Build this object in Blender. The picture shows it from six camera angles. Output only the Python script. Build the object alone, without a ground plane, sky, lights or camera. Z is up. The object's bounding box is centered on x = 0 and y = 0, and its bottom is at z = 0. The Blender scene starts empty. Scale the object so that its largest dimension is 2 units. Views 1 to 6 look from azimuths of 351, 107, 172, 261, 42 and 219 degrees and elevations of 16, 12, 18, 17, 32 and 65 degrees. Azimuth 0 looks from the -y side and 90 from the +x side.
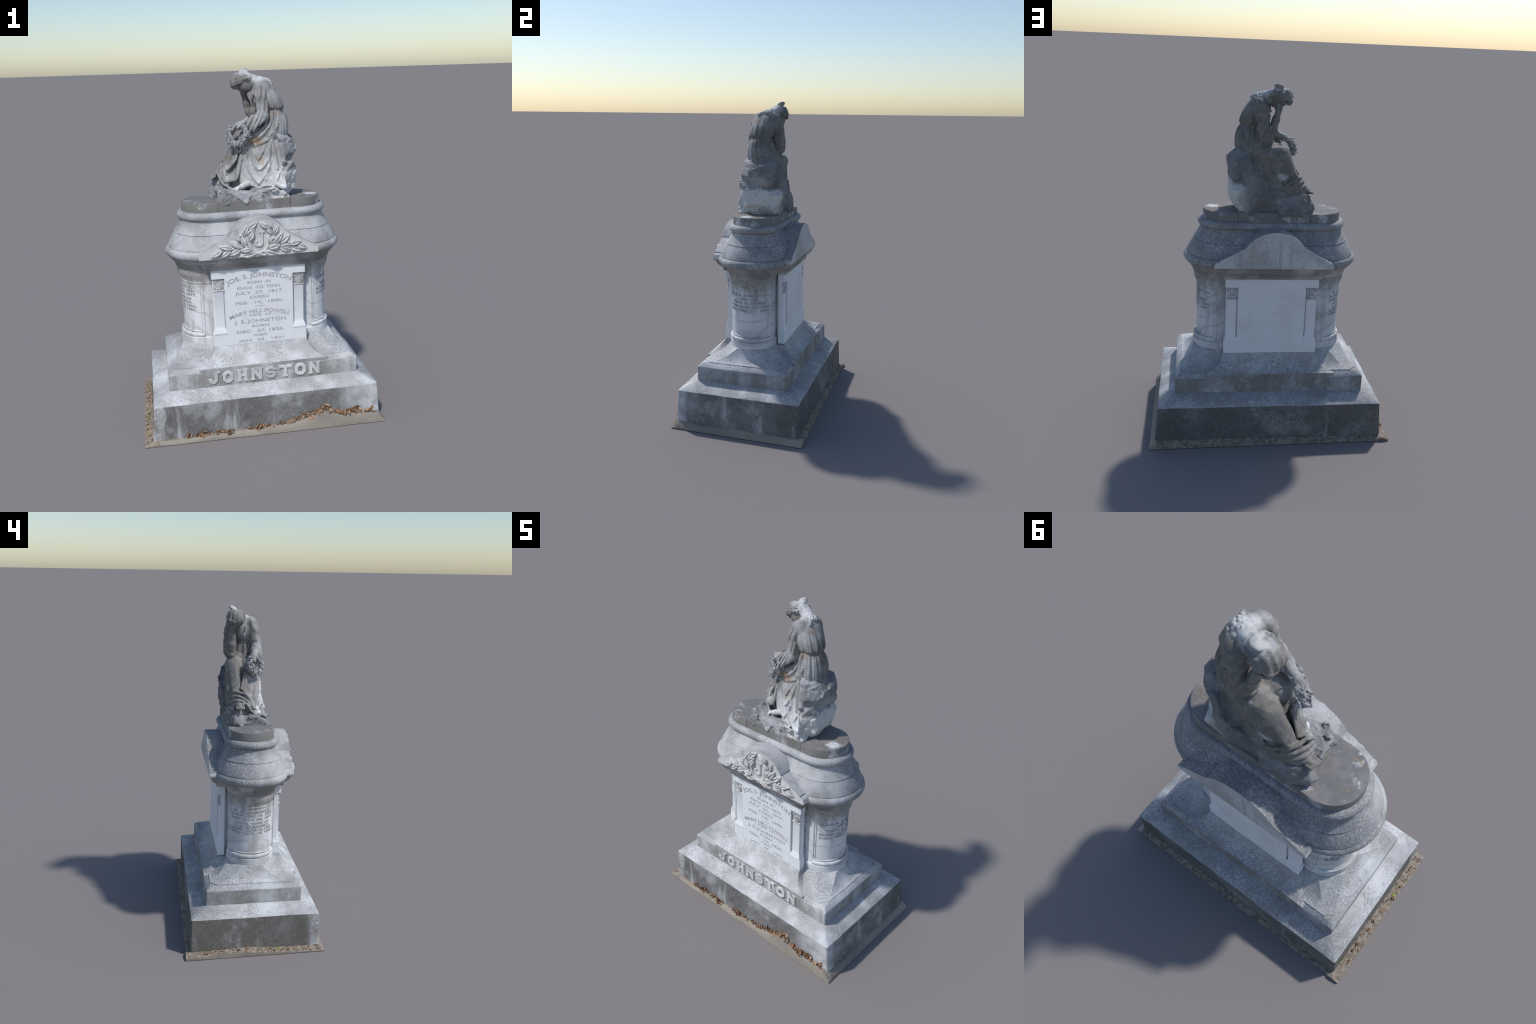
# A marble family monument: stepped base, stadium-plan pedestal with inscribed panels,
# gabled cornice, and a seated mourning woman on a rock.
import bpy, bmesh, math, random
import numpy as np
from mathutils import Vector, Matrix, noise

random.seed(7)
rng = np.random.default_rng(7)
scene = bpy.context.scene
COL = scene.collection

# ------------------------------------------------------------------ materials
class Nodes:
    def __init__(self, name):
        self.mat = bpy.data.materials.new(name)
        self.mat.use_nodes = True
        self.t = self.mat.node_tree
        self.t.nodes.clear()
        self.out = self.t.nodes.new("ShaderNodeOutputMaterial")
        self.bsdf = self.t.nodes.new("ShaderNodeBsdfPrincipled")
        self.t.links.new(self.bsdf.outputs[0], self.out.inputs[0])
        self.co = self.t.nodes.new("ShaderNodeTexCoord").outputs["Object"]

    def put(self, sock, val):
        if isinstance(val, bpy.types.NodeSocket):
            self.t.links.new(val, sock)
        elif val is not None:
            if isinstance(val, (tuple, list)) and len(val) == 3 and sock.type == "RGBA":
                val = (*val, 1)
            sock.default_value = val

    def scaled(self, s, rot=(0, 0, 0), loc=(0, 0, 0)):
        m = self.t.nodes.new("ShaderNodeMapping")
        self.put(m.inputs["Vector"], self.co)
        m.inputs["Scale"].default_value = s
        m.inputs["Rotation"].default_value = rot
        m.inputs["Location"].default_value = loc
        return m.outputs[0]

    def noise(self, scale, detail=5, rough=0.55, vec=None, dist=0.0):
        n = self.t.nodes.new("ShaderNodeTexNoise")
        self.put(n.inputs["Vector"], vec if vec is not None else self.co)
        n.inputs["Scale"].default_value = scale
        n.inputs["Detail"].default_value = detail
        n.inputs["Roughness"].default_value = rough
        n.inputs["Distortion"].default_value = dist
        return n.outputs[0]

    def ramp(self, f, a, b, lo=0.0, hi=1.0):
        n = self.t.nodes.new("ShaderNodeMapRange")
        n.interpolation_type = "SMOOTHSTEP"
        self.put(n.inputs[0], f)
        for i, v in enumerate((a, b, lo, hi)):
            n.inputs[i + 1].default_value = v
        return n.outputs[0]

    def math(self, op, a, b=None, c=None):
        n = self.t.nodes.new("ShaderNodeMath")
        n.operation = op
        for i, v in enumerate((a, b, c)):
            self.put(n.inputs[i], v)
        return n.outputs[0]

    def mix(self, f, a, b, mode="MIX"):
        n = self.t.nodes.new("ShaderNodeMix")
        n.data_type = "RGBA"
        n.blend_type = mode
        self.put(n.inputs[0], f)
        self.put(n.inputs[6], a)
        self.put(n.inputs[7], b)
        return n.outputs[2]

    def xyz(self):
        n = self.t.nodes.new("ShaderNodeSeparateXYZ")
        self.put(n.inputs[0], self.co)
        return n.outputs

    def bump(self, h, strength=0.3, dist=0.003):
        n = self.t.nodes.new("ShaderNodeBump")
        self.put(n.inputs["Height"], h)
        n.inputs["Strength"].default_value = strength
        n.inputs["Distance"].default_value = dist
        self.put(self.bsdf.inputs["Normal"], n.outputs[0])

    def finish(self, color, rough=0.75, spec=0.3):
        self.put(self.bsdf.inputs["Base Color"], color)
        self.put(self.bsdf.inputs["Roughness"], rough)
        self.bsdf.inputs["Specular IOR Level"].default_value = spec
        return self.mat


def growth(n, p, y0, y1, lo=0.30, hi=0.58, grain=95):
    """Dark lichen crust, thicker towards +y, ragged at its border and grainy throughout."""
    edge = n.math("ADD", p[1], n.math("MULTIPLY", n.math("SUBTRACT", n.noise(7, 5, 0.6), 0.5), 0.45))
    return n.math("MULTIPLY", n.ramp(edge, y0, y1), n.ramp(n.noise(grain, 4, 0.65), lo, hi))


def marble(name, light, mid, dark, patch=(0.42, 0.66), speck=0.35, streak=0.3, streak_at=(0.52, 0.7),
           vein=0.25, stain=None, stain_at=(0.62, 0.75), seed=0.0, patch_scale=5.0, speck_at=(0.42, 0.6), bump=0.25, drip=None, crust=None):
    """Weathered marble: pale stone, cloudy grey patches, fine speckle of grime,
    rain streaks down the faces, diagonal veins and optional rust stain."""
    n = Nodes(name)
    off = n.scaled((1, 1, 1), loc=(seed, seed * 1.7, seed * 0.6))
    cloud = n.ramp(n.noise(patch_scale, 6, 0.6, off), *patch)
    col = n.mix(cloud, light, mid)
    fine = n.noise(105, 4, 0.7, off)
    big = n.ramp(n.noise(9, 4, 0.6, n.scaled((1, 1, 1), loc=(3 + seed, 1, 2))), 0.35, 0.65)
    sp = n.math("MULTIPLY", n.ramp(fine, *speck_at), n.math("MULTIPLY", big, speck))
    col = n.mix(sp, col, dark)
    if streak:
        st = n.ramp(n.noise(1.0, 5, 0.6, n.scaled((17, 17, 2.2), loc=(seed, 2, seed))), *streak_at)
        col = n.mix(n.math("MULTIPLY", st, streak), col, dark)
    if vein:
        w = n.t.nodes.new("ShaderNodeTexWave")
        n.put(w.inputs["Vector"], n.scaled((1, 0.8, 1.6), rot=(0.4, 0.7, 0.5)))
        w.inputs["Scale"].default_value = 2.6
        w.inputs["Distortion"].default_value = 7.0
        w.inputs["Detail"].default_value = 4
        w.inputs["Detail Scale"].default_value = 1.6
        vm = n.math("MULTIPLY", n.ramp(w.outputs["Fac"], 0.86, 1.0), vein)
        col = n.mix(vm, col, mid)
    if stain:
        sm = n.ramp(n.noise(11, 4, 0.55, n.scaled((1, 1, 0.7), loc=(7, seed, 4))), *stain_at)
        col = n.mix(sm, col, stain)
    if crust:
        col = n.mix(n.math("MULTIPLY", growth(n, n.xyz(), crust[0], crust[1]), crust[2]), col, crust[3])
    if drip:
        z = n.xyz()[2]
        zz = n.math("ADD", z, n.math("MULTIPLY", n.math("SUBTRACT", n.noise(1.0, 5, 0.6, n.scaled((26, 26, 3))), 0.5), 0.28))
        dm = n.math("MULTIPLY", n.ramp(zz, drip[0], drip[1]), drip[2])
        col = n.mix(dm, col, n.mix(n.ramp(n.noise(60, 4), 0.4, 0.65), (0.29, 0.27, 0.25), (0.18, 0.17, 0.16)))
    n.bump(n.math("ADD", n.noise(160, 3, 0.6), n.math("MULTIPLY", n.noise(28, 4), 1.5)), bump, 0.0025)
    return n.finish(col, 0.72, 0.3)


M_PANEL = marble("panel_marble", (0.75, 0.77, 0.80), (0.64, 0.65, 0.67), (0.40, 0.39, 0.38), patch=(0.5, 0.8), speck=0.12,
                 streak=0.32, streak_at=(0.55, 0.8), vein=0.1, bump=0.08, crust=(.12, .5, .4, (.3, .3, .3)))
M_DIE = marble("column_marble", (0.70, 0.715, 0.74), (0.44, 0.44, 0.445), (0.26, 0.25, 0.24), patch=(0.45, 0.72), speck=0.25,
               streak=0.55, streak_at=(0.48, 0.75), vein=0.55, seed=1.3, bump=0.12, drip=(0.78, 0.90, 0.8), crust=(-.08, .25, .35, (.25, .24, .23)))
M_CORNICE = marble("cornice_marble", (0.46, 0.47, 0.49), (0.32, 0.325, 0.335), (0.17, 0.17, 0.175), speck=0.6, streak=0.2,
                   vein=0.0, seed=2.1, patch_scale=7, speck_at=(0.40, 0.66), crust=(-.16, .05, .62, (.13, .132, .138)))
M_GRIME = marble("grimy_moulding_marble", (0.46, 0.45, 0.45), (0.24, 0.23, 0.22), (0.12, 0.11, 0.11), speck=0.3, streak=0.5,
                 vein=0.0, seed=3.7, patch=(.35, .6))
M_GABLE = marble("gable_marble", (0.62, 0.62, 0.62), (0.44, 0.44, 0.44), (0.25, 0.25, 0.25), speck=0.2, streak=0.55, vein=0.0, seed=4.2,
                 bump=0.1, crust=(.0, .4, .5, (.22, .215, .21)))
M_FLARE = marble("sloping_marble", (0.60, 0.615, 0.64), (0.38, 0.385, 0.395), (0.18, 0.18, 0.185), patch=(0.36, 0.66), speck=0.7,
                 streak=0.0, vein=0.45, seed=5.5, speck_at=(0.40, 0.62), crust=(-.05, .3, .55, (.15, .152, .158)))
M_STEP = marble("step_marble", (0.50, 0.51, 0.52), (0.25, 0.245, 0.235), (0.16, 0.155, 0.15), patch=(0.36, 0.62), speck=0.35,
                streak=0.5, streak_at=(0.42, 0.68), vein=0.3, seed=6.1, crust=(-.05, .3, .5, (.12, .12, .122)))
M_SLABSIDE = marble("slab_marble", (0.52, 0.53, 0.55), (0.20, 0.195, 0.19), (0.12, 0.115, 0.11), patch=(0.30, 0.46), speck=0.3,
                    streak=0.3, vein=0.0, seed=8.8, patch_scale=9)
M_LETTER = marble("letter_marble", (0.38, 0.385, 0.40), (0.48, 0.48, 0.49), (0.24, 0.24, 0.24), speck=0.1, streak=0.0, vein=0.0, bump=0.05)  # shading of incised letters put into the grey of these raised ones
M_LETTERDARK = marble("column_letter_marble", (0.36, 0.36, 0.37), (0.27, 0.27, 0.27), (0.14, 0.14, 0.14), speck=0.1, streak=0.0, vein=0.0, bump=0.05)  # darker grey stands in for shade inside cut letters
M_RAISED = marble("raised_letter_marble", (0.64, 0.65, 0.66), (0.48, 0.48, 0.48), (0.3, 0.3, 0.3), speck=0.2, streak=0.1, vein=0.0)
M_WREATH = marble("wreath_marble", (0.36, 0.37, 0.39), (0.20, 0.20, 0.20), (0.10, 0.10, 0.10), speck=0.3, streak=0.0, vein=0.0, patch_scale=30)


def near(n, p, at, r0, r1, squash=(1, 1, 1)):
    """Soft-edged region round a point, its border broken up by noise."""
    t = None
    for i in range(3):
        q = n.math("MULTIPLY", n.math("SUBTRACT", p[i], at[i]), squash[i])
        q = n.math("MULTIPLY", q, q)
        t = q if t is None else n.math("ADD", t, q)
    d = n.math("ADD", n.math("SQRT", t), n.math("MULTIPLY", n.math("SUBTRACT", n.noise(38, 4), 0.5), 0.05))
    return n.ramp(d, r1, r0)


def base_material():
    """Faces of the bottom block: black algae film, washed clean in streaks and at the arrises."""
    n = Nodes("base_grimy_marble")
    p = n.xyz()
    film = n.mix(n.ramp(n.noise(5, 6, 0.6), 0.35, 0.65), (0.14, 0.137, 0.134), (0.215, 0.212, 0.208))
    film = n.mix(n.math("MULTIPLY", n.ramp(n.noise(70, 5), 0.45, 0.65), 0.5), film, (0.10, 0.098, 0.096))
    clean = n.mix(n.ramp(n.noise(14, 5), 0.4, 0.7), (0.54, 0.555, 0.58), (0.36, 0.36, 0.365))
    drip = n.ramp(n.noise(1.0, 4, 0.6, n.scaled((9, 9, 1.3), loc=(2.2, .4, .7))), 0.56, 0.70)
    patch = n.ramp(n.noise(4.5, 6, 0.65, n.scaled((1, 1, 1), loc=(5, 1, 3))), 0.50, 0.66)
    wob = n.math("MULTIPLY", n.math("SUBTRACT", n.noise(1.0, 4, 0.6, n.scaled((10, 10, 3))), 0.5), 0.16)
    ax = n.math("ADD", n.math("ABSOLUTE", n.math("ADD", p[0], -0.006)), wob)
    fr = n.math("MULTIPLY", n.ramp(ax, 0.565, 0.60), n.ramp(p[1], -0.30, -0.36))
    rt = n.math("MULTIPLY", n.ramp(n.math("ADD", p[0], wob), 0.36, 0.55), n.ramp(p[1], -0.30, -0.36))
    m = n.math("MAXIMUM", n.math("MAXIMUM", n.math("MULTIPLY", drip, 0.75), n.math("MULTIPLY", patch, 0.42)), n.math("MAXIMUM", fr, n.math("MULTIPLY", rt, 0.85)))
    col = n.mix(m, film, clean)
    w = n.t.nodes.new("ShaderNodeTexWave")
    n.put(w.inputs["Vector"], n.scaled((1.0, 1.0, 3.4), rot=(0.5, -0.5, 0.3)))
    w.inputs["Scale"].default_value = 4.0
    w.inputs["Distortion"].default_value = 5.0
    w.inputs["Detail"].default_value = 4
    col = n.mix(n.math("MULTIPLY", n.ramp(w.outputs["Fac"], 0.8, 1.0), 0.07), col, (0.45, 0.45, 0.46))
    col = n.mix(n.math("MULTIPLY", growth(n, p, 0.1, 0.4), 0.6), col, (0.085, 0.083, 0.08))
    moss = n.math("MULTIPLY", n.ramp(n.math("ADD", p[0], n.math("MULTIPLY", n.math("SUBTRACT", n.noise(1.0, 5, 0.6, n.scaled((8, 8, 4))), 0.5), 0.3)), -0.56, -0.68), n.ramp(n.noise(60, 4), 0.3, 0.55))
    col = n.mix(n.math("MULTIPLY", moss, 0.7), col, (0.125, 0.112, 0.085))
    n.bump(n.math("ADD", n.noise(160, 3), n.noise(28, 4)), 0.25, 0.0025)
    return n.finish(col, 0.75, 0.25)


def statue_material():
    n = Nodes("statue_marble")
    p = n.xyz()
    cloud = n.ramp(n.noise(12, 6, 0.6), 0.38, 0.66)
    col = n.mix(cloud, (0.385, 0.39, 0.40), (0.225, 0.22, 0.215))
    drip = n.ramp(n.noise(1.0, 5, 0.6, n.scaled((34, 34, 5))), 0.47, 0.68)
    col = n.mix(n.math("MULTIPLY", drip, 0.55), col, (0.125, 0.118, 0.11))
    ochre = n.ramp(n.noise(15, 4, 0.55, n.scaled((1, 1, .6), loc=(3, 6, 1))), 0.58, 0.74)
    col = n.mix(n.math("MULTIPLY", ochre, 0.55), col, (0.27, 0.20, 0.135))
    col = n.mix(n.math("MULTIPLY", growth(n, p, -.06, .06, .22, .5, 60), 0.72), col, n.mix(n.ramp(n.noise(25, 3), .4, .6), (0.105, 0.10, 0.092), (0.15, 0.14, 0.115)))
    # rust-brown stains under the mantle edge and in the swag of the skirt
    rust = n.mix(n.ramp(n.noise(45, 3), 0.4, 0.65), (0.36, 0.235, 0.13), (0.25, 0.185, 0.125))
    for at, r0, r1, sq, k in (((.02, -.09, 1.612), .018, .045, (.7, 1, 1.2), .8), ((.05, -.11, 1.50), .008, .034, (1.2, .6, .7), .75), ((-.05, -.05, 1.385), .006, .03, (1, 1, 1.5), .7),
                              ((.11, -.09, 1.765), .008, .032, (.6, 1, 1.2), .45), ((.15, -.03, 1.88), .008, .04, (1, 1, 1), .4)):
        col = n.mix(n.math("MULTIPLY", near(n, p, at, r0, r1, sq), k), col, rust)
    # crown, nape, shoulders: pale stone whitened by painted sunlight; pale sheltered hem of the front skirt
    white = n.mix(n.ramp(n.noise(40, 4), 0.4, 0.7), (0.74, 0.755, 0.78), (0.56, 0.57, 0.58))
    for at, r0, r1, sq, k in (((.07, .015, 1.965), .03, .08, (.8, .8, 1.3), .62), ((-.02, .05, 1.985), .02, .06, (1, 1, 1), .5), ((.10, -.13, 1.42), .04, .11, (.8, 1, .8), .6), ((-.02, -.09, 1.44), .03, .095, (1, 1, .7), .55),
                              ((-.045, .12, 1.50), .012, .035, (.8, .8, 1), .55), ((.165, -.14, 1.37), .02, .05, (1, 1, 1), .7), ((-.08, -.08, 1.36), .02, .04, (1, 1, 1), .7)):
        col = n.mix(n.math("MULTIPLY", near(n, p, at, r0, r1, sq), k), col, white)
    col = n.mix(n.math("MULTIPLY", n.ramp(n.noise(110, 4), 0.5, 0.68), 0.25), col, (0.16, 0.15, 0.14))
    n.bump(n.math("ADD", n.noise(170, 3), n.noise(45, 4)), 0.22, 0.0025)
    return n.finish(col, 0.7, 0.3)


def slab_top_material():
    n = Nodes("slab_top_lichened_marble")
    p = n.xyz()
    col = n.mix(n.ramp(n.noise(14, 5), 0.4, 0.65), (0.165, 0.165, 0.17), (0.225, 0.22, 0.22))
    brown = n.mix(n.ramp(n.noise(50, 4), 0.4, 0.6), (0.165, 0.135, 0.105), (0.26, 0.235, 0.20))
    col = n.mix(n.math("MULTIPLY", near(n, p, (.31, -.02, 1.297), .045, .10), .65), col, brown)
    white = n.mix(n.ramp(n.noise(60, 4), 0.45, 0.65), (0.62, 0.64, 0.68), (0.42, 0.43, 0.45))
    col = n.mix(near(n, p, (.335, -.045, 1.297), .022, .05), col, white)
    spots = n.ramp(n.noise(17, 5, 0.6, n.scaled((1, 1, 1), loc=(4, 2, 0))), 0.56, 0.66)
    rim = n.ramp(n.math("SQRT", n.math("ADD", n.math("POWER", n.math("ADD", p[0], .262), 2.0), n.math("POWER", n.math("ADD", p[1], .016), 2.0))), .05, .12)
    left = n.ramp(p[0], -.2, -.24)
    col = n.mix(n.math("MULTIPLY", n.math("MULTIPLY", spots, rim), n.math("MULTIPLY", left, .85)), col, white)
    rust = n.ramp(n.noise(24, 4, 0.6, n.scaled((1, 1, 1), loc=(1, 8, 0))), 0.58, 0.68)
    col = n.mix(n.math("MULTIPLY", n.math("MULTIPLY", rust, rim), n.math("MULTIPLY", left, .7)), col, (0.33, 0.24, 0.12))
    n.bump(n.noise(120, 4), 0.25, 0.002)
    return n.finish(col, 0.75, 0.3)


M_SLABTOP = slab_top_material()
M_BASE = base_material()
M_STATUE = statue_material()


def rock_material():
    n = Nodes("rock_marble")
    p = n.xyz()
    cloud = n.ramp(n.noise(9, 5, 0.6), 0.38, 0.62)
    grey = n.mix(cloud, (0.36, 0.37, 0.39), (0.19, 0.19, 0.20))
    pale = n.mix(n.ramp(n.noise(10, 4), 0.5, 0.75), (0.60, 0.60, 0.59), (0.40, 0.38, 0.34))
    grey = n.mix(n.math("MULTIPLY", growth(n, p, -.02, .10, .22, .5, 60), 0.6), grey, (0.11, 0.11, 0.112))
    # the clean, sheltered lower rear part of the boulder
    edge = n.math("ADD", p[2], n.math("MULTIPLY", n.math("SUBTRACT", n.noise(16, 4), 0.5), 0.05))
    low = n.ramp(edge, 1.468, 1.448)
    rear = n.ramp(n.math("ADD", p[0], n.math("MULTIPLY", p[1], -0.25)), 0.10, 0.17)
    col = n.mix(n.math("MULTIPLY", low, rear), grey, pale)
    sp = n.math("MULTIPLY", n.ramp(n.noise(80, 4), 0.48, 0.66), 0.25)
    col = n.mix(sp, col, (0.20, 0.19, 0.19))
    n.bump(n.math("ADD", n.noise(120, 4), n.noise(35, 4)), 0.35, 0.003)
    return n.finish(col, 0.8, 0.25)


def simple(name, a, b, scale=30, rough=0.9, bump=0.4, c=None):
    n = Nodes(name)
    col = n.mix(n.ramp(n.noise(scale, 5, 0.6), 0.35, 0.65), a, b)
    if c:
        col = n.mix(n.ramp(n.noise(scale * 3.1, 4), 0.55, 0.68), col, c)
    n.bump(n.noise(scale * 4, 4), bump, 0.004)
    return n.finish(col, rough, 0.15)


def leaf_material(name, a, b):
    n = Nodes(name)
    info = n.t.nodes.new("ShaderNodeObjectInfo").outputs["Random"]
    col = n.mix(info, a, b)
    col = n.mix(n.math("MULTIPLY", n.ramp(n.noise(90, 3), 0.45, 0.7), 0.5), col, tuple(0.5 * x for x in a))
    return n.finish(col, 0.7, 0.3)


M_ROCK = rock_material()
M_SOIL = simple("soil", (0.20, 0.165, 0.13), (0.33, 0.29, 0.25), 45, c=(0.12, 0.09, 0.07))
M_FILL = simple("pale_scan_fill", (0.33, 0.295, 0.25), (0.25, 0.225, 0.195), 4, bump=0.1)  # beige filler where the scanned ground had holes
M_LEAF = leaf_material("dry_leaf", (0.36, 0.195, 0.10), (0.50, 0.36, 0.25))
M_GREEN = leaf_material("green_leaf", (0.22, 0.30, 0.05), (0.30, 0.38, 0.08))

# ------------------------------------------------------------------ helpers
ROOT = bpy.data.objects.new("grave_monument", None)
COL.objects.link(ROOT)
ROOT["label"] = "weathered white marble monument with seated mourning woman"
ROOT["category"] = "grave monument"


def lean(v):
    """The stone has settled: it leans a little to -x and -y."""
    x, y, z = v
    k = min(max((z - 0.05) / 0.15, 0.0), 1.0)
    return (x + 0.006 - 0.010 * (z - 0.24), y - 0.002 - 0.013 * (z - 0.24), z + k * (0.010 * x + 0.008 * y))


def put(name, mesh, mats, parent=ROOT, angle=35, smooth=True):
    for m in (mats if isinstance(mats, (list, tuple)) else [mats]):
        if m.name not in [x.name for x in mesh.materials if x]:
            mesh.materials.append(m)
    o = bpy.data.objects.new(name, mesh)
    COL.objects.link(o)
    o.parent = parent
    if smooth:
        mesh.polygons.foreach_set("use_smooth", [True] * len(mesh.polygons))
        mesh.set_sharp_from_angle(angle=math.radians(angle))
    return o


def make(name, verts, faces, mats, parent=ROOT, angle=35, leaned=True, matfn=None, fix=True):
    me = bpy.data.meshes.new(name)
    me.from_pydata([lean(v) for v in verts] if leaned else [tuple(v) for v in verts], [], faces)
    if fix:
        bm = bmesh.new()
        bm.from_mesh(me)
        bmesh.ops.recalc_face_normals(bm, faces=bm.faces)
        bm.to_mesh(me)
        bm.free()
    o = put(name, me, mats, parent, angle)
    if matfn:
        for p in me.polygons:
            p.material_index = matfn(p)
    return o


def loft(rings, close=True):
    """Rings of equal length -> verts, quad faces, capped."""
    n = len(rings[0])
    v = [p for r in rings for p in r]
    f = []
    for i in range(len(rings) - 1):
        for j in range(n):
            a, b = i * n + j, i * n + (j + 1) % n
            f.append((a, b, b + n, a + n))
    if close:
        f.append(tuple(range(n))[::-1])
        f.append(tuple((len(rings) - 1) * n + j for j in range(n)))
    return v, f


def stadium(c, R, z, n=56, m=14):
    pts = []
    for i in range(n + 1):
        a = -math.pi / 2 + math.pi * i / n
        pts.append((c + R * math.cos(a), R * math.sin(a), z))
    for i in range(1, m):
        pts.append((c - 2 * c * i / m, R, z))
    for i in range(n + 1):
        a = math.pi / 2 + math.pi * i / n
        pts.append((-c + R * math.cos(a), R * math.sin(a), z))
    for i in range(1, m):
        pts.append((-c + 2 * c * i / m, -R, z))
    return pts


def rect(hx, hy, z, ch=0.004, k=10):
    pts = []
    cor = [(hx, -hy + ch), (hx, hy - ch), (hx - ch, hy), (-hx + ch, hy), (-hx, hy - ch), (-hx, -hy + ch), (-hx + ch, -hy), (hx - ch, -hy)]
    for i in range(8):
        a, b = cor[i], cor[(i + 1) % 8]
        m = k if i % 2 == 0 else 1
        for j in range(m):
            t = j / m
            pts.append((a[0] + (b[0] - a[0]) * t, a[1] + (b[1] - a[1]) * t, z))
    return pts


def box(x0, x1, y0, y1, z0, z1, ch=0.002):
    cx, cy = (x0 + x1) / 2, (y0 + y1) / 2
    hx, hy = (x1 - x0) / 2, (y1 - y0) / 2
    rs = [rect(hx - ch, hy - ch, z0, ch, 1), rect(hx, hy, z0 + ch, ch, 1), rect(hx, hy, z1 - ch, ch, 1), rect(hx - ch, hy - ch, z1, ch, 1)]
    return loft([[(x + cx, y + cy, z) for x, y, z in r] for r in rs])


def merged(parts):
    v, f = [], []
    for pv, pf in parts:
        k = len(v)
        v += list(pv)
        f += [tuple(i + k for i in q) for q in pf]
    return v, f


def wobble(r, amp, seed):
    """Worn, slightly uneven stone edges."""
    out = []
    for x, y, z in r:
        q = Vector((x * 6 + seed, y * 6, z * 6))
        out.append((x + amp * noise.noise(q), y + amp * noise.noise(q + Vector((9, 3, 1))), z + amp * noise.noise(q + Vector((2, 7, 5)))))
    return out


# ------------------------------------------------------------------ stepped base
def up(p):
    return 1 if p.normal.z > 0.25 else 0

rs = [rect(.656, .391, 0.0, .006, 40), rect(.653, .390, .05, .006, 40), rect(.646, .388, .14, .006, 40), rect(.640, .387, .222, .006, 40), rect(.639, .386, .229, .006, 40), rect(.634, .381, .2345, .006, 40),
      rect(.590, .336, .254, .004, 40), rect(.544, .290, .2735, .004, 40), rect(.53, .28, .274, .004, 40)]
v, f = loft([wobble(r, .0025, 1) for r in rs])
v = [(x, y, max(z, .003)) for x, y, z in v]
make("base_block", v, f, [M_BASE, M_FLARE], angle=28, matfn=up)

rs = [rect(.5455, .2925, .262, .004, 40), rect(.5445, .2918, .362, .004, 40), rect(.542, .2895, .3670, .004, 40), rect(.517, .2655, .3855, .004, 40), rect(.50, .25, .387, .004, 40)]
v, f = loft([wobble(r, .0015, 4) for r in rs])
make("name_step", v, f, [M_STEP, M_FLARE], angle=28, matfn=up)

# flared plinth below the panels; its lower edge runs flush with the step face
rings = [rect(.372, .2915, .350, .003, 12), rect(.372, .2915, .380, .003, 12), rect(.371, .2905, .3845, .003, 12)]
for i in range(1, 15):
    s = 1 - i / 14
    z = .3855 + .0885 * (1 - s) ** 1.5
    rings.append(rect(.272 + .098 * s ** 1.7, .199 + .0905 * s, z, .003, 12))
v, f = loft(rings)
make("flared_plinth", v, f, [M_STEP, M_FLARE], angle=28, matfn=up)

# octagonal flares under the rounded ends
for sx in (1, -1):
    rings = []
    prof = [(1.0, .375), (1.0, .3915)] + [(1 - i / 14, .3915 + .0815 * (i / 14) ** 1.85) for i in range(1, 15)]
    for s, z in prof:
        ax, ay = .147 + .071 * s, .147 + .115 * s
        ch = (.147 - .0605) * (1 - s) + .036 * s
        pts = rect(ax, ay, z, ch, 6)
        rings.append([(.295 * sx + x, y, z) for x, y, z in pts])
    v, f = loft(rings)
    make("octagonal_foot", v, f, M_FLARE, angle=20)

# ------------------------------------------------------------------ pedestal: rounded die and cornice
die = [(.297, .143, .462), (.297, .1455, .466), (.297, .1455, .512), (.297, .1435, .5145), (.288, .1385, .517), (.288, .1375, .545), (.288, .1370, .7), (.287, .1375, .838),
       (.288, .1400, .841), (.288, .1400, .847), (.288, .1375, .849), (.289, .1380, .856), (.292, .1395, .866), (.296, .1415, .878), (.299, .1430, .890),
       (.300, .1435, .905), (.300, .1435, .926)]
v, f = loft([stadium(c, R, z) for c, R, z in die])
make("rounded_die", v, f, M_DIE, angle=30)

ovolo = [(.300, .1430, .920), (.301, .147, .9265), (.301, .150, .930), (.301, .150, .940), (.300, .154, .944), (.298, .163, .955), (.294, .175, .966), (.289, .189, .978),
         (.284, .202, .987), (.281, .210, .992), (.280, .2125, .995)]
v, f = loft([stadium(c, R, z) for c, R, z in ovolo])
make("bed_moulding", v, f, M_GRIME, angle=40)

roll = [(.280, .205, .990)]
for i in range(13):
    a = -math.pi * 0.42 + math.pi * 0.86 * i / 12
    roll.append((.2795, .1985 + .0265 * math.cos(a), 1.0185 + .027 * math.sin(a)))
roll += [(.277, .2095, 1.0445), (.2765, .2095, 1.0465)]
for i in range(9):
    t = i / 8
    R = .212 + (.1835 - .212) * t + .0025 * math.sin(math.pi * t)
    roll.append((.2755 + (.263 - .2755) * t, R, 1.049 + .073 * t))
roll += [(.2625, .1805, 1.1235), (.2625, .1805, 1.1255), (.263, .1832, 1.1275)]
for i in range(1, 11):
    t = i / 10
    roll.append((.263 + .007 * t, .1425 + (.1832 - .1425) * (1 - t) ** 1.35, 1.1275 + .066 * t))
roll += [(.2705, .1425, 1.199)]
for i in range(13):
    a = -math.pi * 0.47 + math.pi * 0.94 * i / 12
    roll.append((.2635, .1395 + .0215 * math.cos(a), 1.2215 + .0225 * math.sin(a)))
roll += [(.259, .134, 1.2445)]
v, f = loft([stadium(c, R, z) for c, R, z in roll])
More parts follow.
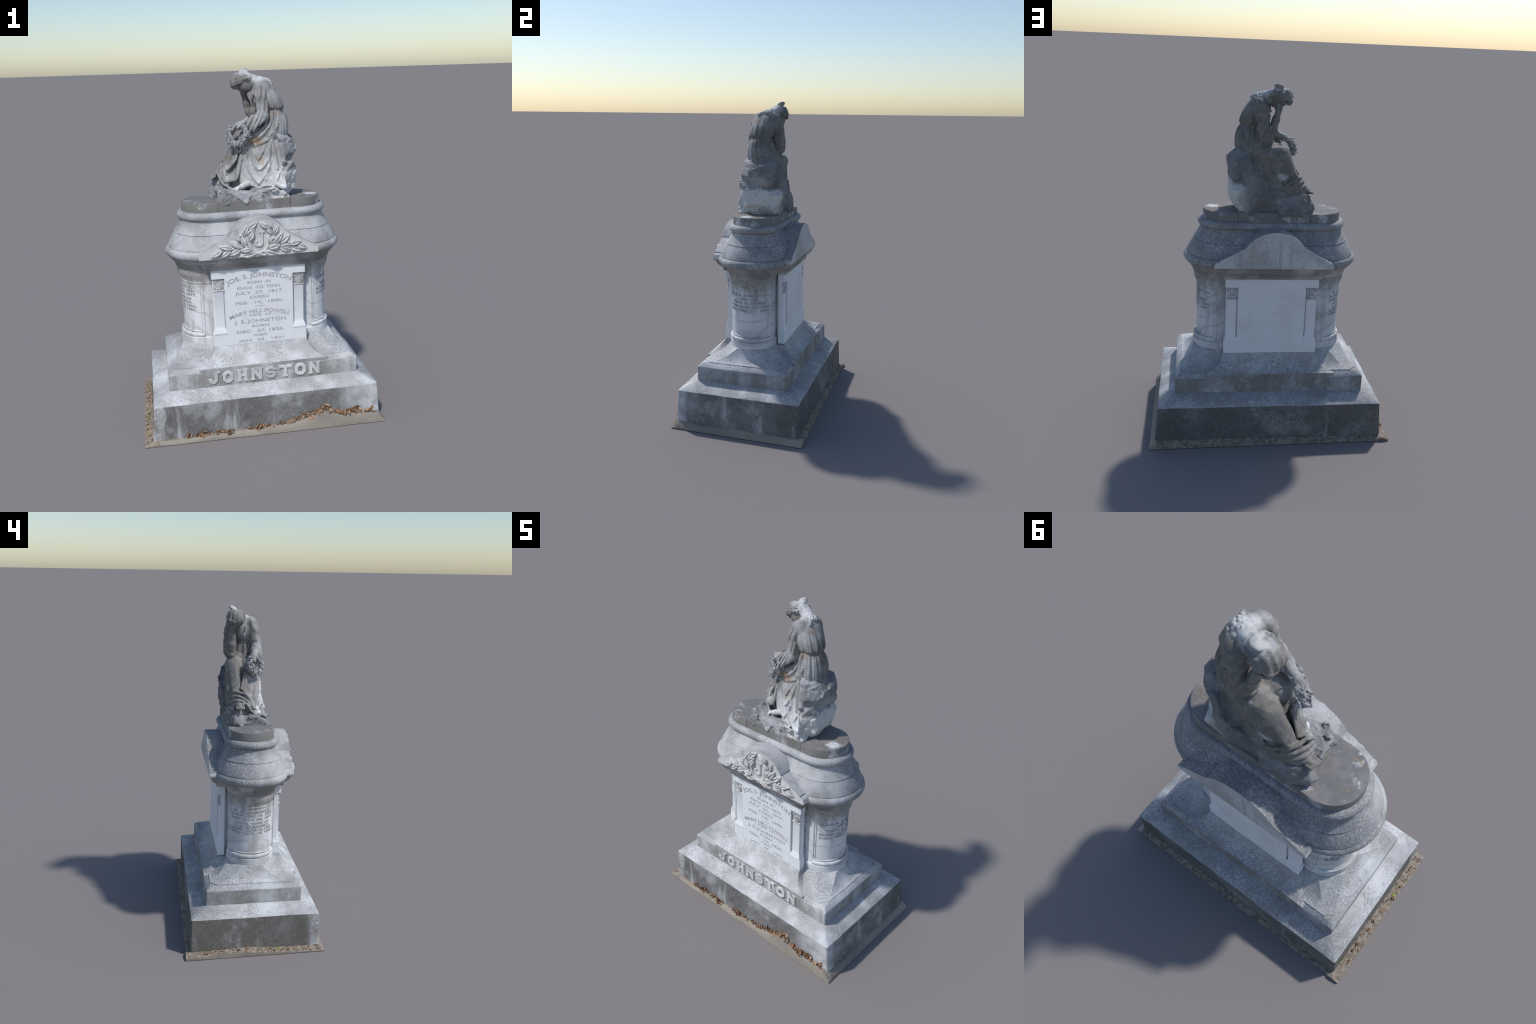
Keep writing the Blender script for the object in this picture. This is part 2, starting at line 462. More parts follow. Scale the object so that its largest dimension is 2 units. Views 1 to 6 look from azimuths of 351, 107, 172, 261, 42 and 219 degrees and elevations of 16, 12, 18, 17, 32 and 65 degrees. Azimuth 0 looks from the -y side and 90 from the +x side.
make("domed_cornice", v, f, M_CORNICE, angle=30)

# column base roll with the frame of the inscribed end panels
for sx in (1, -1):
    parts = []
    th0, th1 = -1.40, 1.40
    tor = []
    for i in range(61):
        th = th0 + (th1 - th0) * i / 60
        ring = []
        for j in range(10):
            a = 2 * math.pi * j / 10
            r = .1375 + .0095 * math.cos(a) + .001
            z = .529 + .0135 * math.sin(a)
            ring.append((sx * (.292 + r * math.cos(th) * 1.02), r * math.sin(th), z))
        tor.append(ring)
    parts.append(loft(tor))
    lip = []
    for i in range(61):
        th = th0 + (th1 - th0) * i / 60
        lip.append([(sx * (.288 + (.1375 + .0045 * math.cos(a)) * math.cos(th)), (.1375 + .0045 * math.cos(a)) * math.sin(th), .549 + .0045 * math.sin(a)) for a in [2 * math.pi * j / 8 for j in range(8)]])
    parts.append(loft(lip))
    for s2 in (1, -1):
        for th, w in ((1.37, .0065), (1.27, .0035)):
            post = []
            for z in (.53, .6, .7, .8, .846):
                ring = []
                for j in range(8):
                    a = 2 * math.pi * j / 8
                    r = .1372 + .0055 * math.cos(a) * (1 if w > .005 else .7)
                    t2 = s2 * th + w * math.sin(a) / .1375
                    ring.append((sx * (.288 + r * math.cos(t2)), r * math.sin(t2), z))
                post.append(ring)
            parts.append(loft(post))
    v, f = merged(parts)
    make("panel_frame", v, f, M_DIE, angle=60)

# ------------------------------------------------------------------ inscription panels, pilasters, gables
def face_block(sy):
    """One flat face: panel with header and plinth, pilasters at both ends."""
    parts = [box(-.1945, .1945, .06, .198, .474, .9335, .0015), box(-.236, .236, .05, .160, .472, .9330, .0015)]
    for x0, x1 in ((-1, -1), (1, 1)):
        for xa, xb, ya, yb, za, zb in ((.1935, .262, .154, .1795, .545, .880), (.1935, .2665, .154, .1975, .878, .9340), (.1935, .2705, .154, .1975, .4735, .549)):
            parts.append(box(min(xa * x0, xb * x1), max(xa * x0, xb * x1), ya, yb, za, zb, .0015))
    v, f = merged(parts)
    return [(x, y * sy, z) for x, y, z in v], f

for sy in (-1, 1):
    v, f = face_block(sy)
    make("inscription_panel" if sy < 0 else "plain_panel", v, f, M_PANEL, angle=25)
    for sx in (-1, 1):
        cx = .2290
        parts = []
        parts.append(loft([[(cx * sx + x, sy * (.155 + max(y, 0)), z) for x, y, z in rect(hx, hy, z, .0015, 1)] for hx, hy, z in
                           ((.0375, .045, .546), (.0375, .045, .556), (.0350, .0435, .559), (.0350, .042, .566), (.0315, .0395, .575), (.0275, .036, .583),
                            (.0265, .035, .592), (.0265, .035, .801), (.0285, .037, .806))]))
        v, f = merged(parts)
        make("pilaster", v, f, M_PANEL, angle=25)
        # capital: abacus, necking, block with volutes and leaf
        parts = [box(cx * sx - .0315, cx * sx + .0315, sy * .194 if sy < 0 else .155, -.155 if sy < 0 else .194, .803, .8115, .003),
                 box(cx * sx - .029, cx * sx + .029, sy * .186 if sy < 0 else .155, -.155 if sy < 0 else .186, .811, .874, .002)]
        def tube(path, r0, r1=None, n=7):
            rings = []
            for i, p in enumerate(path):
                a = path[max(i - 1, 0)]
                b = path[min(i + 1, len(path) - 1)]
                d = Vector(b) - Vector(a)
                d.normalize()
                s = d.cross(Vector((0, 1, 0)))
                r = r0 + ((r1 if r1 is not None else r0) - r0) * i / (len(path) - 1)
                rings.append([tuple(Vector(p) + s * (r * math.cos(t)) + Vector((0, 1, 0)) * (r * math.sin(t))) for t in [2 * math.pi * k / n for k in range(n)]])
            return loft(rings)
        yb = sy * .188
        for ox in (-.0195, .0195):
            path = []
            for i in range(26):
                t = i / 25 * 2.1 * 2 * math.pi * .75
                r = .0125 * (1 - i / 25 * .8)
                path.append((cx * sx + ox + math.copysign(1, ox) * -r * math.cos(t), yb, .860 + r * math.sin(t)))
            parts.append(tube(path, .0032, .002))
        for ox, dz in ((-.012, .03), (0, .036), (.012, .03), (-.02, .018), (.02, .018)):
            path = [(cx * sx + ox * .3 * (1 - t) + ox * t ** 1.5, yb + sy * .003 * math.sin(t * 3), .813 + dz * t) for t in [i / 6 for i in range(7)]]
            parts.append(tube(path, .0055, .001))
        v, f = merged(parts)
        make("capital", v, f, M_GABLE, angle=50)

rs = [(.278, .208, .932), (.279, .209, .934), (.279, .209, .951), (.282, .212, .953), (.284, .215, .957), (.290, .224, .963), (.300, .236, .975), (.308, .244, .990), (.310, .247, 1.001),
      (.322, .2535, 1.004), (.327, .2565, 1.008), (.329, .2575, 1.0125)]
v, f = loft([rect(a, b, z, .002, 1) for a, b, z in rs])
make("entablature", v, f, M_GRIME, angle=40)

prof = [(.331, 1.0115), (.3335, 1.020), (.331, 1.034), (.324, 1.043), (.313, 1.0475), (.304, 1.0485), (.302, 1.056), (.2, 1.1105), (.1655, 1.1285), (.163, 1.134)]
ra = .1945
zc = 1.221 - ra
a0 = math.asin(.162 / ra)
for i in range(1, 40):
    a = a0 - 2 * a0 * i / 40
    prof.append((ra * math.sin(a), zc + ra * math.cos(a)))
prof += [(-x, z) for x, z in prof[:10][::-1]]
rings = [[(x, y, z) for x, z in prof] for y in (-.2575, -.2562, -.16, 0, .16, .2562, .2575)]
rings[0] = [(x * .996, y, 1.0115 + (z - 1.0115) * .992) for x, y, z in rings[0]]
rings[-1] = [(x * .996, y, 1.0115 + (z - 1.0115) * .992) for x, y, z in rings[-1]]
v, f = loft(rings)
make("gable", v, f, [M_GABLE, M_CORNICE], angle=30, matfn=lambda p: 1 if p.normal.z > .2 else 0)
# raised rim bands of the roof joints (butt joints between arch and slopes)
for sx in (1, -1):
    v, f = box(.1640, .1668, -.2570, .2570, 1.127, 1.1345, .0006)
    make("roof_joint", [(x * sx, y, z) for x, y, z in v], f, M_GRIME, angle=25)

# ------------------------------------------------------------------ top slab
def half_slab(sx):
    rings = []
    for dR, z in ((0, 1.2435), (0, 1.291), (-.002, 1.2955), (-.008, 1.2965)):
        pts = [(.2045, -.1375 - dR, z)]
        n = 48
        for i in range(n + 1):
            a = -math.pi / 2 + math.pi * i / n
            pts.append((.258 + (.1375 + dR) * math.cos(a), (.1375 + dR) * math.sin(a), z))
        pts.append((.2045, .1375 + dR, z))
        rings.append([(sx * x, y, z) for x, y, z in pts])
    return loft(rings)

for sx in (1, -1):
    v, f = half_slab(sx)
    make("rounded_slab", v, f, [M_SLABSIDE, M_SLABTOP], angle=28, matfn=lambda p: 1 if abs(p.normal.z) > .5 else 0)
rs = [rect(.2035, .1370, 1.2435, .002, 24), rect(.2035, .1370, 1.285, .002, 24), rect(.2035, .1365, 1.299, .002, 24), rect(.19, .12, 1.303, .002, 24)]
v, f = loft([wobble(r, .0012, 9) for r in rs])
make("statue_base", v, f, M_SLABSIDE, angle=28)

# ------------------------------------------------------------------ lettering
def text_mesh(body, bold=0.0, extrude=0.5):
    cu = bpy.data.curves.new("text", "FONT")
    cu.body = body
    cu.align_x = "CENTER"
    cu.size = 1.0
    cu.offset = bold
    cu.resolution_u = 3
    o = bpy.data.objects.new("text", cu)
    COL.objects.link(o)
    bpy.context.view_layer.update()
    dg = bpy.context.evaluated_depsgraph_get()
    me = bpy.data.meshes.new_from_object(o.evaluated_get(dg))
    v = [tuple(p.co) for p in me.vertices]
    f = [tuple(p.vertices) for p in me.polygons]
    bpy.data.objects.remove(o)
    bpy.data.meshes.remove(me)
    bpy.data.curves.remove(cu)
    return v, f


def thick(v, f, depth):
    """Give flat lettering an edge: front at depth, walls back to 0."""
    bm = bmesh.new()
    bv = [bm.verts.new((x, y, 0)) for x, y, _ in v]
    for q in f:
        try:
            bm.faces.new([bv[i] for i in q])
        except ValueError:
            pass
    bmesh.ops.remove_doubles(bm, verts=bm.verts, dist=1e-5)
    bmesh.ops.subdivide_edges(bm, edges=[e for e in bm.edges if e.calc_length() > .25], cuts=1)
    r = bmesh.ops.extrude_face_region(bm, geom=list(bm.faces))
    for e in r["geom"]:
        if isinstance(e, bmesh.types.BMVert):
            e.co.z = depth
    bm.verts.index_update()
    out = ([tuple(p.co) for p in bm.verts], [tuple(p.index for p in q.verts) for q in bm.faces])
    bm.free()
    return out


def line(body, width, height, bold=.012):
    """Text scaled so that caps are `height` high and the line `width` wide, x centred, baseline 0."""
    v, f = thick(*text_mesh(body, bold), 1.0)
    xs = [p[0] for p in v]
    lo, hi = min(xs), max(xs)
    sx, sy = width / (hi - lo), height / .73
    return [((x - (lo + hi) / 2) * sx, y * sy, z) for x, y, z in v], f


FRONT = [("BORN  IN", 0, .132, .837, .0165), ("KNOX  CO. TENN.", 0, .250, .807, .0165), ("JULY  27,  1817.", 0, .276, .776, .0175),
         ("DIED", 0, .108, .749, .0165), ("FEB.  14,  1890.", 0, .276, .7175, .0175), ("WIFE  OF", 0, .130, .640, .0150),
         ("J. S. JOHNSTON", 0, .300, .602, .0210), ("BORN", 0, .098, .573, .0155), ("DEC.  27, 1826.", 0, .276, .542, .0175),
         ("DIED", 0, .078, .517, .0135), ("JAN.  25.  1901", 0, .262, .487, .0165)]
parts = []
for body, x0, w, z0, h in FRONT:
    v, f = line(body, w, h)
    parts.append(([(x + x0, -.1975 - d * .0016, z0 + y) for x, y, d in v], f))
for body, w, h, z0, sag in (("JOS. S. JOHNSTON", .372, .0265, .876, .042), ("MARY HILL POWELL", .352, .0230, .662, .032)):
    v, f = line(body, w, h, .016)
    R = (w * w / 4 + sag * sag) / (2 * sag)
    parts.append(([((R + y) * math.sin(x / R), -.1975 - d * .0018, z0 - R + (R + y) * math.cos(x / R)) for x, y, d in v], f))
parts.append(box(-.03, .03, -.1992, -.197, .7005, .7025, .0003))
v, f = merged(parts)
make("inscription", v, f, M_LETTER, angle=20, fix=False)

def column_text(rows, sx, name):
    parts = []
    for body, w, z0, h in rows:
        v, f = line(body, w, h, .014)
        q = []
        for x, y, d in v:
            th = x / .1375
            r = .1372 + d * .0016
            q.append((sx * (.288 + r * math.cos(th)), sx * r * math.sin(th), z0 + y))
        parts.append((q, f))
    v, f = merged(parts)
    make(name, v, f, M_LETTERDARK, angle=20, fix=False)

column_text([("LULA A. JOHNSTON", .300, .808, .0175), ("WIFE  OF", .110, .785, .0150), ("THO'S. A. WORK.", .250, .761, .0165),
             ("BORN AUG. 31, 1864,", .310, .737, .0155), ("DIED DEC. 11, 1891.", .310, .713, .0155)], 1, "inscription")
column_text([("S. A. DANIELS,", .245, .808, .0155), ("BORN JAN. 10, 1841,", .300, .786, .0155), ("DIED JULY 28, 1877.", .300, .763, .0155), ("KATIE, WIFE OF", .235, .737, .0145),
             ("S. A. DANIELS,", .245, .716, .0155), ("BORN AUG. 6, 1856,", .295, .695, .0145), ("DIED OCT. 18, 1883.", .295, .674, .0145)], -1, "inscription")


def ribbon(path, w, closed=False):
    """Flat stroke of width w along a path in (x, z), mitred."""
    n = len(path)
    L, R = [], []
    for i in range(n):
        p = Vector(path[i])
        a = Vector(path[i - 1]) if (i > 0 or closed) else None
        b = Vector(path[(i + 1) % n]) if (i < n - 1 or closed) else None
        d1 = (p - a).normalized() if a is not None else None
        d2 = (b - p).normalized() if b is not None else None
        if d1 is None: d1 = d2
        if d2 is None: d2 = d1
        t = (d1 + d2).normalized()
        m = Vector((-t.y, t.x))
        k = w / 2 / max(m.dot(Vector((-d1.y, d1.x))), .4)
        L.append(p + m * k)
        R.append(p - m * k)
    return L, R


def stroke_solid(strokes, ybase, depth, chamfer=.0025):
    parts = []
    for i, (path, w, closed) in enumerate(strokes):
        L, R = ribbon(path, w, closed)
        L2, R2 = ribbon(path, w - 2 * chamfer, closed)
        d = depth - .0007 * i
        rings = [[(L[k].x, ybase, L[k].y), (L[k].x, ybase - d + chamfer, L[k].y), (L2[k].x, ybase - d, L2[k].y),
                  (R2[k].x, ybase - d, R2[k].y), (R[k].x, ybase - d + chamfer, R[k].y), (R[k].x, ybase, R[k].y)] for k in range(len(path))]
        if closed:
            rings.append(rings[0])
        parts.append(loft(rings, close=not closed))
    return merged(parts)

# raised block letters of the family name on the step
H0, HH, SW = .2905, .0725, .0190
def glyph(ch, w):
    t, h = SW, HH
    i = t / 2
    c = .012
    se = .0095
    if ch == "J":
        return [([(i, .028), (i, i + c), (i + c, i), (w - .012 - i - c, i), (w - .012 - i, i + c), (w - .012 - i, h)], t, False), ([(w - .034, h - se / 2), (w, h - se / 2)], se, False),
                ([(0 - .003, .030), (.018, .030)], .008, False)]
    if ch == "O":
        return [([(i, i + c), (i + c, i), (w - i - c, i), (w - i, i + c), (w - i, h - i - c), (w - i - c, h - i), (i + c, h - i), (i, h - i - c)], t, True)]
    if ch == "H":
        s = [([(i + .004, 0), (i + .004, h)], t, False), ([(w - i - .004, 0), (w - i - .004, h)], t, False), ([(t, h / 2), (w - t, h / 2)], t * .85, False)]
        for x in (i + .004, w - i - .004):
            for z in (se / 2, h - se / 2):
                s.append(([(x - .0125, z), (x + .0125, z)], se, False))
        return s
    if ch == "N":
        s = [([(i + .003, 0), (i + .003, h)], t * .92, False), ([(w - i - .003, 0), (w - i - .003, h)], t * .92, False), ([(i + .002, h - .003), (w - i - .002, .003)], t, False)]
        s.append(([(i - .011, se / 2), (i + .015, se / 2)], se, False))
        s.append(([(w - i - .015, h - se / 2), (w - i + .011, h - se / 2)], se, False))
        return s
    if ch == "S":
        return [([(i, .024), (i, i + c), (i + c, i), (w - i - c, i), (w - i, i + c), (w - i, h * .42), (w - i - c, h * .5), (i + c, h * .5), (i, h * .58),
                  (i, h - i - c), (i + c, h - i), (w - i - c, h - i), (w - i, h - i - c), (w - i, h - .024)], t * .9, False)]
    if ch == "T":
        return [([(w / 2, 0), (w / 2, h)], t, False), ([(0, h - i), (w, h - i)], t, False), ([(w / 2 - .015, se / 2), (w / 2 + .015, se / 2)], se, False),
                ([(.004, h - .026), (.004, h - .005)], .008, False), ([(w - .004, h - .026), (w - .004, h - .005)], .008, False)]

for ch, x0, x1 in zip("JOHNSTON", (-.321, -.241, -.159, -.081, .003, .080, .175, .257), (-.257, -.182, -.096, -.012, .066, .157, .239, .325)):
    v, f = stroke_solid(glyph(ch, x1 - x0), -.2885, .0115, .002)
    make("raised_letter", [(x + x0, y, z + H0) for x, y, z in v], f, M_RAISED, angle=25)

# initial on the gable
w = .058
strokes = [([(.006, .030), (.006, .016), (.014, .0065), (.034, .0065), (.042, .016), (.042, .084)], .0135, False), ([(.028, .0805), (.058, .0805)], .0095, False), ([(-.003, .031), (.016, .031)], .0085, False)]
v, f = stroke_solid(strokes, -.2565, .009, .002)
make("raised_letter", [(x - .026, y, z + 1.0665) for x, y, z in v], f, M_GABLE, angle=25)

# ------------------------------------------------------------------ laurel spray on the gable
def leaf_mesh(name, ridge=.16, width=.30, n=14, m=9, thickness=.02):
    v, f = [], []
    for i in range(n + 1):
        t = i / n
        hw = width * .5 * (math.sin(math.pi * t ** .78) ** .95 + .015)
        for j in range(m):
            s = -1 + 2 * j / (m - 1)
            h = ridge * (math.sin(math.pi * (.16 + .70 * abs(s))) - .25) * (.35 + .65 * math.sin(math.pi * min(t + .05, 1) ** .9)) * (1.15 if s > 0 else .85)
            v.append((t, s * hw, h + .06 * math.sin(math.pi * t)))
    for i in range(n):
        for j in range(m - 1):
            a = i * m + j
            f.append((a, a + m, a + m + 1, a + 1))
    k = len(v)
    v += [(x, y * .94, -.12) for x, y, z in v]
    f += [tuple(k + q for q in g[::-1]) for g in f]
    rim = [j for j in range(m)] + [i * m + m - 1 for i in range(1, n + 1)] + [n * m + j for j in range(m - 2, -1, -1)] + [i * m for i in range(n - 1, 0, -1)]
    for i in range(len(rim)):
        a, b = rim[i], rim[(i + 1) % len(rim)]
        f.append((a, b, b + k, a + k))
    me = bpy.data.meshes.new(name)
    me.from_pydata(v, [], f)
    bm = bmesh.new()
    bm.from_mesh(me)
    bmesh.ops.recalc_face_normals(bm, faces=bm.faces)
    bm.to_mesh(me)
    bm.free()
    me.polygons.foreach_set("use_smooth", [True] * len(me.polygons))
    me.set_sharp_from_angle(angle=math.radians(50))
    return me


LAUREL = [(-0.058, 1.169, -0.009, 1.201), (-0.064, 1.136, -0.025, 1.167), (-0.059, 1.104, -0.028, 1.147), (-0.086, 1.129, -0.062, 1.19),
          (-0.076, 1.069, -0.095, 1.13), (-0.101, 1.103, -0.128, 1.128), (-0.087, 1.066, -0.162, 1.104), (-0.147, 1.066, -0.216, 1.081),
          (-0.045, 1.053, -0.103, 1.054), (-0.103, 1.058, -0.166, 1.029), (-0.156, 1.058, -0.212, 1.024), (-0.204, 1.06, -0.263, 1.028),
          (-0.024, 1.031, -0.1, 1.019), (0.057, 1.167, 0.007, 1.2), (0.059, 1.165, 0.066, 1.193), (0.078, 1.134, 0.036, 1.164),
          (0.082, 1.129, 0.106, 1.175), (0.085, 1.079, 0.125, 1.135), (0.067, 1.076, 0.051, 1.123), (0.116, 1.076, 0.165, 1.118),
          (0.053, 1.054, 0.114, 1.07), (0.111, 1.059, 0.165, 1.027), (0.12, 1.06, 0.175, 1.062), (0.17, 1.067, 0.227, 1.081),
          (0.174, 1.049, 0.237, 1.025), (0.211, 1.059, 0.26, 1.042), (0.025, 1.038, 0.092, 1.019)]
SPRAY = bpy.data.objects.new("laurel_spray", None)
lm = leaf_mesh("laurel_leaf", width=.44, ridge=.17, m=11)
lm.materials.append(M_GABLE)
stems = []
def flat_tube(path, r, y0, depth, n=10):
    rings = []
    for i, p in enumerate(path):
        a, b = Vector(path[max(i - 1, 0)]), Vector(path[min(i + 1, len(path) - 1)])
        d = (b - a).normalized()
        s = Vector((-d.y, d.x))
        rings.append([(p[0] + s.x * r * math.cos(t), y0 - depth * math.sin(t), p[1] + s.y * r * math.cos(t)) for t in [2 * math.pi * k / n for k in range(n)]])
    return loft(rings)

def arc(pts, n=24):
    """Smooth path through control points (Catmull-Rom)."""
    P = [Vector(p) for p in pts]
    P = [P[0] * 2 - P[1]] + P + [P[-1] * 2 - P[-2]]
    out = []
    for i in range(1, len(P) - 2):
        for j in range(n):
            t = j / n
            a, b, c, d = P[i - 1], P[i], P[i + 1], P[i + 2]
            out.append(.5 * ((2 * b) + (c - a) * t + (2 * a - 5 * b + 4 * c - d) * t * t + (3 * b - a - 3 * c + d) * t ** 3))
    out.append(P[-2])
    return out

for pts in ([(-.062, 1.165), (-.05, 1.11), (-.046, 1.07), (-.026, 1.038), (.029, 1.017), (.10, 1.022)], [(.070, 1.16), (.05, 1.11), (.046, 1.066), (.018, 1.037), (-.04, 1.024), (-.105, 1.018)]):
    stems.append(flat_tube([tuple(p) for p in arc(pts, 10)], .0058, -.2570, .0085))
for pts in ([(-.05, 1.05), (-.11, 1.062), (-.17, 1.062), (-.24, 1.035)], [(.05, 1.05), (.11, 1.064), (.17, 1.062), (.24, 1.045)], [(.05, 1.06), (.09, 1.1), (.105, 1.14)], [(-.05, 1.06), (-.085, 1.1), (-.11, 1.13)]):
    stems.append(flat_tube([tuple(p) for p in arc(pts, 8)], .003, -.2572, .005))
v, f = merged(stems)
spray = make("laurel_spray", v, f, M_GABLE, angle=60)
bpy.data.objects.remove(SPRAY)
for i, (xa, za, xb, zb) in enumerate(LAUREL):
    o = bpy.data.objects.new("laurel_leaf", lm)
    COL.objects.link(o)
    o.parent = spray
    d = Vector((xb - xa, 0, zb - za))
    L = d.length * 1.08
    d.normalize()
    nrm = Vector((0, -1, 0)) + .22 * Vector((rng.uniform(-1, 1), 0, rng.uniform(-1, 1)))
    nrm.normalize()
    s = nrm.cross(d).normalized()
    nrm = d.cross(s).normalized()
    p0 = Vector(lean((xa, -.2585 - .004 * (i % 3), za)))
    wd = L * rng.uniform(.95, 1.2)
    M = Matrix((d * L, s * wd, nrm * .068)).transposed().to_4x4()
    M.translation = p0
    o.matrix_world = M
me = bpy.data.meshes.new("berry")
bm = bmesh.new()
bmesh.ops.create_icosphere(bm, subdivisions=2, radius=.0068)
bm.to_mesh(me)
bm.free()
me.polygons.foreach_set("use_smooth", [True] * len(me.polygons))
me.materials.append(M_GABLE)
for x, z in ((-.102, 1.135), (-.071, 1.071), (-.144, 1.066), (.057, 1.167), (.077, 1.109), (.161, 1.08), (.165, 1.043)):
    o = bpy.data.objects.new("laurel_berry", me)
    COL.objects.link(o)
    o.parent = spray
    o.location = lean((x, -.264, z))

# ------------------------------------------------------------------ soil patch and fallen leaves
FRONT_BANK = ((-.694, -.65, -.48, -.40, -.26, .07, .16, .24, .30, .34, .385, .44, .56, .64, .694), (.006, .020, .022, .027, .030, .040, .057, .085, .105, .114, .092, .076, .070, .064, .004))
LEFT_RIM = ((-.41, -.142, -.005, .134, .28, .42), (.004, .012, .023, .030, .019, .011))
LEFT_FOOT = ((-.41, -.15, .06, .275, .42), (.016, .021, .034, .027, .021))
RIGHT_FOOT = ((-.39, -.2, .0, .22, .40), (.050, .034, .048, .038, .040))

def soil_height(x, y):
    """Bank of earth, litter and scan filler round the base, cut off along the rim of the patch."""
    if y < -.386:
        t = min(1, (-.386 - y) / .032)
        return float(np.interp(x, *FRONT_BANK)) * (1 - .25 * t - .75 * t ** 5)
    if x > .64:
        t = min(1, (x - .64) / .056)
        return float(np.interp(y, *RIGHT_FOOT)) * (1 - .2 * t - .8 * t ** 3)
    if x < -.63:
        t = min(1, (-.64 - x) / .054) if x < -.64 else 0
        return float(np.interp(y, *LEFT_FOOT)) * (1 - t) + float(np.interp(y, *LEFT_RIM)) * t
    t = min(1, max(0, (y - .387) / .034))
    return (.022 + .016 * (x + .64) / 1.28) * (1 - .45 * t)

xs = list(np.linspace(-.694, -.62, 16)) + list(np.linspace(-.61, .62, 150)) + list(np.linspace(.625, .694, 16))
ys = list(np.linspace(-.4165, -.380, 12)) + list(np.linspace(-.37, .375, 90)) + list(np.linspace(.380, .421, 10))
nx, ny = len(xs) - 1, len(ys) - 1
v, f, idx = [], [], {}
for i, x in enumerate(xs):
    for j, y in enumerate(ys):
        rim = i in (0, nx) or j in (0, ny)
        h_ = soil_height(x, y)
        nz = .006 * noise.noise(Vector((x * 22, y * 22, 3))) + .004 * noise.noise(Vector((x * 60, y * 60, 8)))
        filled = y < -.39 or x > .648
        z = max(.0015, h_ + nz * min(1, h_ / .02) * (.35 if filled else 1))
        yy = y + (.004 * noise.noise(Vector((x * 7, 2, 1))) if j == 0 else 0)
        idx[i, j] = len(v)
        v.append((x, yy, z))
for i in range(nx):
    for j in range(ny):
        cx, cy = (xs[i] + xs[i + 1]) / 2, (ys[j] + ys[j + 1]) / 2
        if abs(cx) < .62 and abs(cy) < .37:
            continue
        f.append((idx[i, j], idx[i + 1, j], idx[i + 1, j + 1], idx[i, j + 1]))
k = len(v)
rim = [(i, 0) for i in range(nx)] + [(nx, j) for j in range(ny)] + [(i, ny) for i in range(nx, 0, -1)] + [(0, j) for j in range(ny, 0, -1)]
v += [(v[idx[q]][0], v[idx[q]][1], 0) for q in rim]
for q in range(len(rim)):
    p = (q + 1) % len(rim)
    f.append((idx[rim[q]], k + q, k + p, idx[rim[p]]))
f.append(tuple(k + q for q in range(len(rim)))[::-1])
soil = make("soil_patch", v, f, [M_SOIL, M_FILL], angle=60, leaned=False, fix=False,
            matfn=lambda p: 1 if (p.center.y < -.396 and p.center.x > -.6) or p.center.x > .652 or (p.center.x < -.693) else 0)


def dry_leaf(name, seed, curl):
    r = random.Random(seed)
    v, f = [], []
    n, m = 12, 7
    lob = [r.uniform(.75, 1.15) for _ in range(n + 1)]
    for i in range(n + 1):
        t = i / n
        hw = .27 * (math.sin(math.pi * t ** .9) ** .7) * lob[i] + .01
        for j in range(m):
            s = -1 + 2 * j / (m - 1)
            z = curl * (s * s) * .35 + .22 * math.sin(math.pi * t * 1.1) * curl + .05 * math.sin(7 * t + 4 * s + seed)
            v.append((t - .5, s * hw, z))
    for i in range(n):
        for j in range(m - 1):
            a = i * m + j
            f.append((a, a + m, a + m + 1, a + 1))
    k = len(v)
    v += [(x, y, z - .025) for x, y, z in v]
    f += [tuple(k + q for q in g[::-1]) for g in f]
    rim = [j for j in range(m)] + [i * m + m - 1 for i in range(1, n + 1)] + [n * m + j for j in range(m - 2, -1, -1)] + [i * m for i in range(n - 1, 0, -1)]
    for i in range(len(rim)):
        a, b = rim[i], rim[(i + 1) % len(rim)]
        f.append((b, a, a + k, b + k))
    me = bpy.data.meshes.new(name)
    me.from_pydata(v, [], f)
    me.polygons.foreach_set("use_smooth", [True] * len(me.polygons))
    return me


dl = [dry_leaf("fallen_leaf", s, c) for s, c in ((1, .5), (2, 1.0), (3, -.7), (4, .3), (5, 1.3))]
for m_ in dl:
    m_.materials.append(M_LEAF)
gl = dry_leaf("green_leaf", 9, .3)
gl.materials.append(M_GREEN)
r = random.Random(21)

def drop(me, x, y, size, z=None, tilt=.5):
    o = bpy.data.objects.new(me.name.split(".")[0], me)
    COL.objects.link(o)
    o.parent = soil
    o.rotation_euler = (r.uniform(-tilt, tilt), r.uniform(-tilt, tilt), r.uniform(0, 6.28))
    o.scale = (size, size * r.uniform(.7, 1.1), size)
    o.location = (x, y, (soil_height(x, y) if z is None else z) + size * .12)

for i in range(300):
    x = -.47 + 1.1 * r.random() ** .85
    if noise.noise(Vector((x * 9, 4, 2))) + r.uniform(-.35, .35) < -.12:
        continue
    y = -.390 - .011 * r.random()
    big = x > .25
    drop(r.choice(dl), x, y, r.choice((.013, .018, .022, .027, .036)) * r.uniform(.8, 1.2) * (1.3 if big else 1), z=soil_height(x, y) + r.uniform(-.006, .010), tilt=.9)
for i in range(45):
    drop(r.choice(dl), -.643 - .045 * r.random(), r.uniform(-.39, .4), r.uniform(.010, .022), tilt=.5)
for i in range(22):
    drop(r.choice(dl), r.uniform(-.6, .6), .391 + .02 * r.random(), r.uniform(.010, .02), tilt=.5)
for i in range(14):
    drop(r.choice(dl), .645 + .012 * r.random(), r.uniform(-.35, .38), r.uniform(.012, .024), tilt=.7)
drop(gl, -.672, -.135, .026)
for i in range(7):
    drop(gl, -.645 - .04 * r.random(), r.uniform(-.3, .35), r.uniform(.008, .015))

